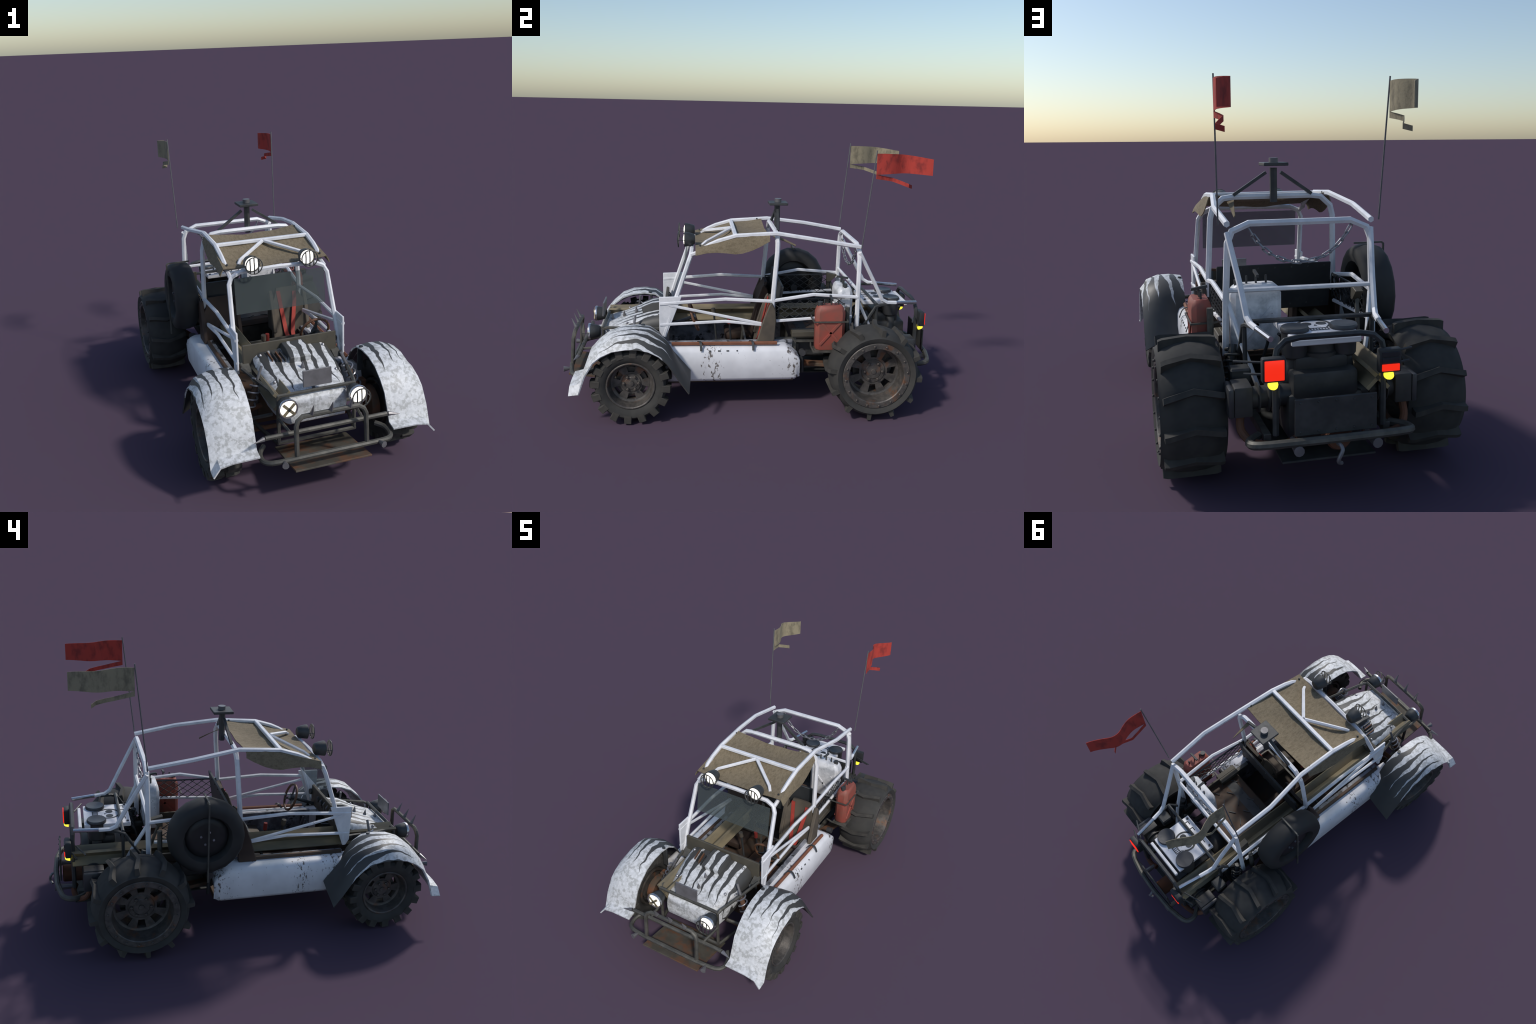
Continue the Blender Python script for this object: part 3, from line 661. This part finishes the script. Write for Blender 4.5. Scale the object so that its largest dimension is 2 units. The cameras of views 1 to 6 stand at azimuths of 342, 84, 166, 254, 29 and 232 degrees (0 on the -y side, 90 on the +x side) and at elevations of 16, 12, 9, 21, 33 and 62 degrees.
def build_wheel(s, c, R, rt, w, rr, rin, face, slots, rear, ro, phase):
    """c: hub centre at mid width; R: crown radius; rr: bead ring outer radius; face: disc offset outwards."""
    wh = empty('wheel', root, c); h = w / 2
    o = (0, 0, 0)
    bulge = 0.014 if rear else 0.004; sh = 0.013 if rear else 0.008; q = ro
    half = [(rr - 0.004, h + ro - 0.002), (rr + 0.004, h + ro + 0.004), (lerp(rr, R, 0.45), h + bulge), (R - sh - 0.012, h + 0.004), (R - sh, h - 0.010), (R - 0.004, h * 0.5)]
    prof = [(rr - 0.012, (h + ro - 0.03))] + half + [(R, 0)] + [(a, -b) for a, b in half[::-1]] + [(rr - 0.012, -h + 0.03)]
    Geo().lathe([(a, b * s) for a, b in prof], o, 'x', 56, closed=True).obj('tyre', M['rubber'], wh, smooth=28)
    g = Geo()
    ring_w = rr - rin
    g.lathe([(a, b * s) for a, b in ((rr - 0.003, h + q - 0.014), (rr - 0.003, h + q + 0.001), (rr - 0.006, h + q + 0.004), (rin + 0.004, h + q + 0.004), (rin, h + q), (rin - 0.004, h + q - 0.02), (rin - 0.010, face + 0.004), (rin - 0.022, face),
             (rin - 0.024, face - 0.010), (rin - 0.012, -h + 0.01), (rr - 0.014, -h + 0.004), (rr - 0.014, h + q - 0.014))], o, 'x', 48, closed=True)
    g.obj('rim', M['rim'], wh, smooth=30)
    d = Geo(); spoked_disc(d, o, (face - 0.008) * s, (face + 0.002) * s, 0.012, rin * 0.52, rin - 0.020, slots, phase=phase)
    d.lathe([(0.0005, (face + 0.001) * s), (rin * 0.46, (face + 0.001) * s), (rin * 0.42, (face + 0.006) * s), (rin * 0.30, (face + 0.007) * s), (rin * 0.27, (face + 0.010) * s), (0.014, (face + 0.011) * s), (0.012, (face + 0.016) * s), (0.0005, (face + 0.017) * s)], o, 'x', 28)
    d.lathe([(0.0005, -h * 0.2 * s), (rin * 0.7, -h * 0.2 * s), (rin * 0.7, (-h * 0.6) * s), (0.0005, (-h * 0.6) * s)], o, 'x', 24)
    d.obj('wheel_disc', M['rim'], wh, smooth=30)
    nut = Geo().lathe([(0.0075, -0.002), (0.0075, 0.008), (0.004, 0.010), (0.0005, 0.010)], o, 'x', 6).mesh('wheel_nut', M['rim'], 20)
    for i in range(6):
        a = 2 * math.pi * i / 6
        place('wheel_nut', nut, wh, ((face + 0.008) * s, math.cos(a) * rin * 0.33, math.sin(a) * rin * 0.33), (0, 0, 0 if s > 0 else math.pi))
    if rear:
        bolt = Geo().lathe([(0.0052, -0.002), (0.0052, 0.005), (0.003, 0.007), (0.0005, 0.0072)], o, 'x', 8).mesh('bead_bolt', M['rim'], 30)
        for i in range(16):
            a = 2 * math.pi * (i + 0.3) / 16; r = (rr + rin) / 2
            place('bead_bolt', bolt, wh, ((h + q + 0.004) * s, math.cos(a) * r, math.sin(a) * r), (0, 0, 0 if s > 0 else math.pi))
        # paddle lugs: shallow chevrons right across the tread
        L = Geo(); rings = []
        for x, ty, rb in ((-h - 0.003, 0.0, R - 0.03), (-h + 0.012, -0.002, R - 0.02), (0.0, -0.019, R - 0.008), (h - 0.012, 0.0, R - 0.02), (h + 0.003, 0.004, R - 0.03)):
            top = rt if abs(x) < h - 0.005 else rt - 0.004
            rings.append([(x, ty - 0.0125, rb), (x, ty + 0.0125, rb), (x, ty + 0.0095, top), (x, ty - 0.0095, top)])
        me = L.ring_loft(rings).mesh('tread_lug', M['lug'], 25)
        for i in range(12): place('tread_lug', me, wh, (0, 0, 0), (2 * math.pi * (i + 0.80) / 12, 0, 0))
    else:
        me2 = []
        for q in (1, -1):
            L = Geo()
            rings = []
            for x, hw, rb, top in ((0.006, 0.012, R - 0.012, rt - 0.001), (h - 0.014, 0.016, R - 0.012, rt), (h + 0.003, 0.017, R - 0.026, rt - 0.006), (h + 0.006, 0.014, R - 0.030, R - 0.012)):
                rings.append([(x * q, -hw - 0.002, rb), (x * q, hw + 0.002, rb), (x * q, hw, top), (x * q, -hw, top)])
            me2.append(L.ring_loft(rings).mesh('tread_lug', M['lug'], 25))
        for q in (0, 1):
            for i in range(16): place('tread_lug', me2[q], wh, (0, 0, 0), (2 * math.pi * (i + (0.78 if (q == 0) == (s > 0) else 0.28)) / 16, 0, 0))
for s in both():
    build_wheel(s, (0.420 * s, -0.636, 0.199), 0.181, 0.1985, 0.130, 0.1235, 0.110, 0.006, 6, False, -0.009, 0.0833)
    build_wheel(s, (0.420 * s, 0.583, 0.243), 0.228, 0.2420, 0.188, 0.175, 0.140, 0.022, 8, True, 0.004, -0.4167)

def build_spare():
    c = (-0.348, 0.266, 0.537); sp = empty('spare_wheel', root, c); o = (0, 0, 0)
    prof = [(0.112, -0.050), (0.118, -0.060), (0.145, -0.066), (0.168, -0.058), (0.178, -0.046), (0.186, -0.012), (0.186, 0.012), (0.178, 0.042), (0.168, 0.054), (0.145, 0.062), (0.118, 0.056), (0.112, 0.044), (0.104, 0.02), (0.104, -0.02)]
    Geo().lathe(prof, o, 'x', 18, closed=True).obj('tyre', M['spare'], sp, smooth=40)
    Geo().lathe([(0.0005, -0.038), (0.07, -0.038), (0.095, -0.034), (0.106, -0.022), (0.114, -0.048), (0.114, 0.0), (0.09, 0.010), (0.0005, 0.014)], o, 'x', 30).obj('rim', M['rim_black'], sp, smooth=40)
    for i in range(4):
        a = 2 * math.pi * (i + 0.2) / 4
        Geo().lathe([(0.006, -0.036), (0.006, -0.044), (0.0005, -0.045)], (0, math.cos(a) * 0.032, math.sin(a) * 0.032), 'x', 8).obj('wheel_nut', M['steel'], sp)
    g = Geo(); g.tube([(0.053, 0.0, 0.190), (-0.064, 0, 0.190), (-0.072, 0, 0.184), (-0.072, 0, -0.215)], 0.005, 4)
    g.obj('spare_strap', M['frame'], sp, smooth=20)
    Geo().tube([(-0.255, 0.265, 0.50), (-0.345, 0.265, 0.50)], 0.02, 12).obj('spare_mount', M['dark'], root)
build_spare()

# ------------------------------------------------------------------ side mesh panels, cans
def build_mesh_panel(s):
    y0, y1, z0, z1 = 0.092, 0.462, 0.474, 0.574; x = 0.262 * s
    g = Geo()
    g.tube([(x, y0, z1), (x, y1, z1 + 0.006)], 0.0045, 5); g.tube([(x, y0, z0), (x, y0, z1)], 0.0045, 5)
    P = 0.052; slope = 0.70
    def seg(y, dirn):
        # diagonal wire through (y, z0) clipped to the panel
        a = [y, z0]; b = [y + dirn * (z1 - z0) / slope, z1]
        pts = [a, b] if a[0] < b[0] else [b, a]
        (ya, za), (yb, zb) = pts
        if yb <= y0 or ya >= y1: return
        k = (zb - za) / (yb - ya)
        if ya < y0: za += k * (y0 - ya); ya = y0
        if yb > y1: zb -= k * (yb - y1); yb = y1
        g.tube([(x, ya, za), (x, yb, zb)], 0.0022, 4)
    for i in range(-4, 14):
        seg(y0 + i * P, 1); seg(y0 + i * P, -1)
    g.obj('mesh_panel', M['dark'], root, smooth=20)
for s in both(): build_mesh_panel(s)

def build_can(name, mat, c, L, W, H, along):
    """Jerry can: rounded body with pressed X on both faces, cap and triple handle."""
    def sec(z, k):
        a, b, r = L / 2 * k, W / 2 * k, 0.017 * k
        pts = []
        for sx_, sy_ in ((1, 1), (-1, 1), (-1, -1), (1, -1)):
            cx, cy = sx_ * (a - r), sy_ * (b - r)
            a0 = {(1, 1): 0, (-1, 1): 90, (-1, -1): 180, (1, -1): 270}[(sx_, sy_)]
            for t in (0, 90): pts.append((cx + r * math.cos(math.radians(a0 + t)), cy + r * math.sin(math.radians(a0 + t)), z))
        return pts
    can = empty(name, root, c); rot = 0 if along == 'x' else math.pi / 2
    can.rotation_euler = (0, 0, rot)
    Geo().ring_loft([sec(0, 0.93), sec(0.008, 1), sec(H - 0.035, 1), sec(H - 0.012, 0.90), sec(H, 0.74)]).obj('can_body', mat, can, smooth=40)
    g = Geo(); e = W / 2
    for q in (1, -1):
        for p in (1, -1):
            g.beam((-0.055 * p, q * (e + 0.001 + 0.0005 * p), 0.030), (0.055 * p, q * (e + 0.001 + 0.0005 * p), 0.155), 0.007, 0.011, up=(0, 0, 1))
    g.obj('can_rib', mat, can, smooth=20)
    q = Geo()
    for k in (1, -1): q.box((0, k * (e + 0.0035), 0.0925), (0.011, 0.003, 0.011), rot=(0, math.pi / 4, 0))
    q.obj('can_boss', M['black'], can, smooth=20)
    Geo().cyl((-L * 0.33, 0, H - 0.012), (-L * 0.34, 0, H + 0.016), 0.0135, n=14).obj('can_cap', M['dark'], can)
    hg = Geo()
    for x in (-0.030, 0.005, 0.042): hg.tube([(x, 0, H - 0.006), (x, 0, H + 0.028)], 0.0042, 6)
    hg.beam((0.005, 0.030, H + 0.040), (0.005, -0.030, H + 0.030), 0.010, 0.010)
    hg.obj('can_handle', M['dark'], can, smooth=20)
    return can
can = build_can('jerry_can', M['red'], (0.343, 0.368, 0.335), 0.152, 0.074, 0.232, 'y')
build_can('jerry_can', M['can'], (0.155, 0.468, 0.392), 0.185, 0.080, 0.236, 'x').rotation_euler = (0, 0, math.pi)
def build_rack():
    g = Geo()
    g.tube([(0.272, 0.285, 0.490), (0.302, 0.278, 0.489), (0.386, 0.282, 0.487), (0.386, 0.455, 0.487), (0.302, 0.458, 0.489), (0.272, 0.452, 0.490)], 0.004, 4)
    g.tube([(0.265, 0.285, 0.338), (0.302, 0.280, 0.332), (0.386, 0.282, 0.328), (0.386, 0.455, 0.328), (0.302, 0.458, 0.332), (0.265, 0.452, 0.338)], 0.005, 4)
    g.box((0.343, 0.368, 0.330), (0.08, 0.16, 0.006))
    g.tube([(0.318, 0.464, 0.335), (0.318, 0.464, 0.545)], 0.0125, 8)
    g.obj('can_rack', M['frame'], root, smooth=20)
build_rack()

# ------------------------------------------------------------------ cargo tray and rear chassis
def build_rear():
    tray = Geo().prism([(0.190, 0.335), (0.200, 0.356), (0.50, 0.366), (0.50, 0.372), (0.195, 0.362), (0.183, 0.335)], 'x', -0.235, 0.235).obj('cargo_tray', M['floor'], root, bevel=0.001)
    g = Geo()
    rnd = random.Random(3)
    for i in range(4):
        for j in range(6):
            x = -0.19 + 0.075 * j + (0.03 if i % 2 else 0); y = 0.235 + 0.065 * i
            a = 0.6 if (i + j) % 2 else -0.6
            g.beam((x - 0.02 * math.cos(a), y - 0.02 * math.sin(a), 0.3645 + (y - 0.2) * 0.033), (x + 0.02 * math.cos(a), y + 0.02 * math.sin(a), 0.3645 + (y - 0.2) * 0.033), 0.005, 0.004)
    o = g.obj('tread_pattern', M['dark'], tray, smooth=20); o['kind'] = 'stuff'
    for s in both():
        Geo().box((0.240 * s, 0.35, 0.375), (0.012, 0.32, 0.05)).obj('tray_edge', M['board'], tray, bevel=0.002)
    g = Geo()
    for s in both():
        g.beam((0.235 * s, 0.10, 0.345), (0.235 * s, 0.56, 0.345), 0.022, 0.026)
        g.beam((0.235 * s, 0.20, 0.20), (0.235 * s, 0.20, 0.39), 0.024, 0.024, up=(0, 1, 0))
        g.beam((0.20 * s, 0.20, 0.19), (0.20 * s, 0.86, 0.205), 0.024, 0.03)
    g.box((0, 0.22, 0.25), (0.44, 0.02, 0.14))
    g.obj('rear_chassis', M['frame'], root, bevel=0.002)
    Geo().box((0, 0.30, 0.30), (0.40, 0.16, 0.13)).obj('fuel_box', M['dark'], root, bevel=0.012)
    Geo().box((0.235, 0.245, 0.383), (0.06, 0.12, 0.03)).obj('tool_tray', M['board'], root, bevel=0.003)
    # gearbox, axle, trailing arms
    gb = Geo().lathe([(0.03, 0.24), (0.055, 0.26), (0.060, 0.36), (0.085, 0.46), (0.095, 0.58), (0.05, 0.60)], (0, 0, 0.245), 'y', 18).obj('gearbox', M['engine'], root)
    for s in both():
        Geo().tube(mir([(0.07, 0.583, 0.243), (0.36, 0.583, 0.243)], s), 0.022, 12).obj('drive_shaft', M['dark'], gb)
        Geo().beam(sx((0.20, 0.22, 0.205), s), sx((0.33, 0.57, 0.225), s), 0.05, 0.018).obj('trailing_arm', M['rust'], gb, bevel=0.003)
        Geo().tube(mir([(0.295, 0.235, 0.300), (0.325, 0.235, 0.302)], s), 0.017, 14).obj('horn', M['filter'], root)
        Geo().tube(mir([(0.305, 0.235, 0.30), (0.300, 0.240, 0.19)], s), 0.009, 8).obj('arm_post', M['dark'], root)
        t0, t1 = V((0.285 * s, 0.60, 0.26)), V((0.25 * s, 0.545, 0.43))
        Geo().tube([t0, t1], 0.014, 10).obj('shock_absorber', M['dark'], gb)
        n = 60; d = (t1 - t0); dn = d.normalized(); u = dn.orthogonal().normalized(); w = dn.cross(u)
        Geo().tube([t0 + d * (0.2 + 0.7 * i / n) + (u * math.cos(i / n * 6 * 2 * math.pi) + w * math.sin(i / n * 6 * 2 * math.pi)) * 0.026 for i in range(n + 1)], 0.0045, 6).obj('coil_spring', M['dark'], gb)
build_rear()

def build_rear_frame():
    g = Geo()
    hoop = [(0.178, 0.876, 0.222), (0.178, 0.876, 0.470), (0.172, 0.874, 0.500), (0.145, 0.872, 0.524), (0.10, 0.872, 0.532)]
    g.tube(mir(hoop, 1) + mir(hoop, -1)[::-1], 0.0105)
    for s in both():
        g.tube(mir([(0.213, 0.72, 0.531), (0.226, 0.665, 0.528), (0.231, 0.635, 0.518), (0.232, 0.580, 0.430), (0.233, 0.54, 0.37)], s), 0.0085)
        g.tube(mir([(0.229, 0.642, 0.52), (0.226, 0.642, 0.35)], s), 0.0085)
        g.tube(mir([(0.20, 0.86, 0.455), (0.30, 0.82, 0.455)], s), 0.004)
        g.tube(mir([(0.20, 0.885, 0.425), (0.275, 0.86, 0.425)], s), 0.004)
    g.tube([(-0.228, 0.642, 0.528), (0.228, 0.642, 0.532)], 0.0085)
    fr = g.obj('rear_frame', M['dark'], root, smooth=20)
    # bumper, stub buffers, tow hook
    half = curve([(0.222, 0.825, 0.205), (0.258, 0.865, 0.208), (0.265, 0.905, 0.213), (0.240, 0.934, 0.218), (0.14, 0.956, 0.226)], 3)
    b = Geo().tube(half + [V((0, 0.962, 0.228))] + [V((-p.x, p.y, p.z)) for p in half[::-1]], 0.0135, 8).obj('rear_bumper', M['frame'], root, smooth=30)
    for s in both():
        Geo().tube(mir([(0.124, 0.875, 0.200), (0.127, 0.970, 0.202)], s), [0.012, 0.0168], 10).obj('exhaust_tip', M['plate'], b, smooth=30)
    hk = curve([(0.002, 0.960, 0.212), (-0.002, 0.980, 0.212), (-0.004, 0.990, 0.200), (0.008, 0.994, 0.178), (0.008, 0.990, 0.164), (-0.004, 0.982, 0.156)], 4)
    Geo().tube(hk, 0.0065, 8).obj('tow_hook', M['plate'], b)
    # tail lamps
    for s in both():
        L = Geo().box((0.189 * s, 0.897, 0.444), (0.076, 0.030, 0.078)).obj('tail_lamp', M['black'], root, bevel=0.006, segs=2)
        if s > 0:
            Geo().box((0.189, 0.9135, 0.444), (0.062, 0.006, 0.064)).obj('lamp_lens', M['red_lens'], L, bevel=0.0025, segs=2)
        else:
            Geo().box((-0.189, 0.9130, 0.423), (0.059, 0.006, 0.022)).obj('lamp_lens', M['red_lens'], L, bevel=0.001)
            Geo().box((-0.189, 0.9125, 0.446), (0.059, 0.006, 0.018)).obj('lamp_lens', M['lens_off'], L, bevel=0.001)
            Geo().box((-0.189, 0.9125, 0.466), (0.059, 0.006, 0.016)).obj('lamp_lens', M['lens_off'], L, bevel=0.001)
        Geo().lathe([(0.0005, 0.020), (0.008, 0.019), (0.013, 0.013), (0.0165, 0.002), (0.0165, -0.004), (0.0005, -0.004)], (0.190 * s, 0.894, 0.394), 'y', 16).obj('side_repeater', M['yellow_lens'], L, smooth=50)
build_rear_frame()

def build_engine():
    e = Geo().box((0, 0.735, 0.355), (0.222, 0.20, 0.095)).obj('engine', M['engine'], root, bevel=0.014, segs=2)
    Geo().box((0.004, 0.735, 0.418), (0.180, 0.13, 0.052)).obj('fan_shroud', M['engine'], e, bevel=0.012, segs=2)
    Geo().box((0, 0.71, 0.255), (0.255, 0.25, 0.15)).obj('crank_case', M['engine'], e, bevel=0.015, segs=2)
    Geo().lathe([(0.0005, 0.44), (0.058, 0.44), (0.058, 0.452), (0.050, 0.456), (0.048, 0.50), (0.0005, 0.50)], (0.0, 0.755, 0), 'z', 24).obj('air_intake', M['engine'], e)
    cov = Geo().box((0.0, 0.705, 0.511), (0.232, 0.222, 0.022)).obj('engine_cover', M['cover'], e, bevel=0.004, segs=2)
    Geo().box((0.0, 0.836, 0.503), (0.232, 0.016, 0.020)).obj('cover_strip', M['cover'], e, bevel=0.003)
    g = Geo()
    # painted skull: dome outline, eyes, nose, jaw with teeth (jaw towards the tail)
    dome = [(0.054 * math.cos(t), 0.694 + 0.052 * math.sin(t)) for t in [math.radians(140 + 13 * i) for i in range(21)]]
    for p, q in zip(dome, dome[1:]): g.beam((*p, 0.5222), (*q, 0.5222), 0.009, 0.0022)
    for x in (0.026, -0.026): g.lathe([(0.0005, 0.5205), (0.018, 0.5205), (0.018, 0.5235), (0.0005, 0.5235)], (x, 0.690, 0), 'z', 18)
    g.prism([(-0.006, 0.715), (0.006, 0.715), (0.0, 0.703)], 'z', 0.520, 0.5232)
    for p, q in (((0.041, 0.729), (0.030, 0.742)), ((-0.041, 0.729), (-0.030, 0.742)), ((0.030, 0.742), (0.030, 0.772)), ((-0.030, 0.742), (-0.030, 0.772)), ((-0.030, 0.772), (0.030, 0.772)), ((-0.030, 0.748), (0.030, 0.748))):
        g.beam((*p, 0.5222), (*q, 0.5222), 0.004, 0.0022)
    for i in range(5): g.box((-0.020 + 0.010 * i, 0.760, 0.5222), (0.003, 0.020, 0.0022))
    for i in range(4): g.box((0.075 - 0.045 * i, 0.616, 0.5225), (0.022, 0.004, 0.002)); g.box((0.086 - 0.045 * i, 0.626, 0.5225), (0.004, 0.018, 0.002))
    for x in (0.10, -0.10): g.cyl((x, 0.608, 0.52), (x, 0.608, 0.527), 0.006, n=8)
    g.obj('skull_mark', M['dark'], cov, smooth=20)
    for s in both():
        f = Geo().lathe([(0.0005, 0.432), (0.035, 0.432), (0.042, 0.440), (0.045, 0.52), (0.0475, 0.523), (0.0475, 0.531), (0.044, 0.537), (0.02, 0.5345), (0.0005, 0.534)], (0.084 * s, 0.757, 0), 'z', 30).obj('air_filter', M['filter'], e)
        Geo().tube(mir([(0.084, 0.757, 0.435), (0.095, 0.757, 0.38), (0.115, 0.75, 0.34)], s), 0.026, 12).obj('intake_pipe', M['engine'], f)
        b = Geo().tube(mir([(0.10, 0.785, 0.318), (0.245, 0.785, 0.318)], s), 0.036, 18).obj('cylinder', M['engine'], e)
        fins = Geo()
        for k in range(3): fins.lathe([(0.034, (0.148 + 0.032 * k) * s), (0.048, (0.150 + 0.032 * k) * s), (0.048, (0.154 + 0.032 * k) * s), (0.034, (0.158 + 0.032 * k) * s)], (0, 0.785, 0.318), 'x', 20)
        fins.obj('cylinder_fin', M['engine'], b)
        Geo().box((0.270 * s, 0.785, 0.320), (0.060, 0.095, 0.100)).obj('cylinder_head', M['engine'], b, bevel=0.006, segs=2)
        Geo().box((0.309 * s, 0.785, 0.318), (0.020, 0.100, 0.098)).obj('valve_cover', M['filter'], b, bevel=0.008, segs=2)
        Geo().box((0.255 * s, 0.68, 0.365), (0.07, 0.06, 0.05)).obj('coil_box', M['dark'], e, bevel=0.006)
        Geo().tube(curve(mir([(0.275, 0.80, 0.275), (0.278, 0.82, 0.225), (0.24, 0.86, 0.195), (0.16, 0.88, 0.19), (0.11, 0.87, 0.20)], s), 4), 0.0135, 10).obj('exhaust_pipe', M['rustpipe'], e)
    Geo().lathe([(0.0005, 0.930), (0.038, 0.930), (0.043, 0.924), (0.043, 0.80), (0.0005, 0.80)], (-0.015, 0, 0.215), 'y', 20).obj('muffler', M['rustpipe'], e)
    p = Geo().box((0, 0.938, 0.297), (0.266, 0.008, 0.118)).obj('rear_plate', M['dark'], e, bevel=0.002)
    for z in (0.251, 0.344):
        for k in range(5): Geo().lathe([(0.0045, 0), (0.003, 0.003), (0.0005, 0.0032)], (-0.115 + 0.0575 * k, 0.942, z), 'y', 8).obj('rivet', M['dark'], p)
    Geo().prism([(0.21, 0.128), (0.876, 0.122), (0.876, 0.129), (0.21, 0.135)], 'x', -0.157, 0.157).obj('rear_skid', M['dark'], root, bevel=0.001)
    c = Geo()
    for k in range(4): c.tube(curve([(0.15 - 0.05 * k, 0.60, 0.47), (0.13 - 0.05 * k, 0.57, 0.44), (0.15 - 0.05 * k, 0.55, 0.36)], 4), 0.006, 6)
    c.obj('hose', M['black'], e)
build_engine()

# ------------------------------------------------------------------ chain across the rear hoop
def build_chain():
    ch = empty('chain', root)
    hl_, hw, r = 0.0125, 0.0068, 0.0030
    pts = []
    for i in range(32):
        a = 2 * math.pi * i / 32; x = math.cos(a) * hw; z = math.sin(a) * hw
        pts.append((x, 0, z + (hl_ if z >= 0 else -hl_)))
    me = Geo().tube(pts, r, 6, closed=True).mesh('chain_link', M['steel'], 60)
    A, B, low = V((0.184, 0.527, 0.832)), V((-0.188, 0.527, 0.832)), 0.708
    k = 2.2; path = []
    for i in range(201):
        u = -1 + 2 * i / 200; z = low + (A.z - low) * ((math.cosh(k * u) - 1) / (math.cosh(k) - 1)); path.append(V((lerp(A.x, B.x, i / 200), 0.527, z)))
    Ls = [0]
    for i in range(200): Ls.append(Ls[-1] + (path[i + 1] - path[i]).length)
    n = 16
    for j in range(n):
        d = Ls[-1] * (j + 0.5) / n; i = max(q for q in range(201) if Ls[q] <= d)
        i = min(max(i, 1), 199); t = (path[i + 1] - path[i - 1]).normalized()
        q = V((0, 0, 1)).rotation_difference(t) @ Quaternion((0, 0, 1), math.radians(20 if j % 2 else 100))
        o = place('chain_link', me, ch, path[i]); o.rotation_mode = 'QUATERNION'; o.rotation_quaternion = q
build_chain()

# small odd part: bracket plate behind the passenger-side mesh
Geo().prism([(0.455, 0.60), (0.515, 0.585), (0.475, 0.545), (0.455, 0.545)], 'x', -0.245, -0.215).obj('side_bracket', M['board'], root, bevel=0.002)
Geo().tube([(-0.235, 0.468, 0.565), (-0.225, 0.51, 0.45), (-0.22, 0.53, 0.40)], 0.008, 6).obj('side_stay', M['frame'], root)
Geo().tube([(-0.285, 0.475, 0.37), (-0.285, 0.475, 0.545)], 0.0125, 8).obj('side_post', M['frame'], root)
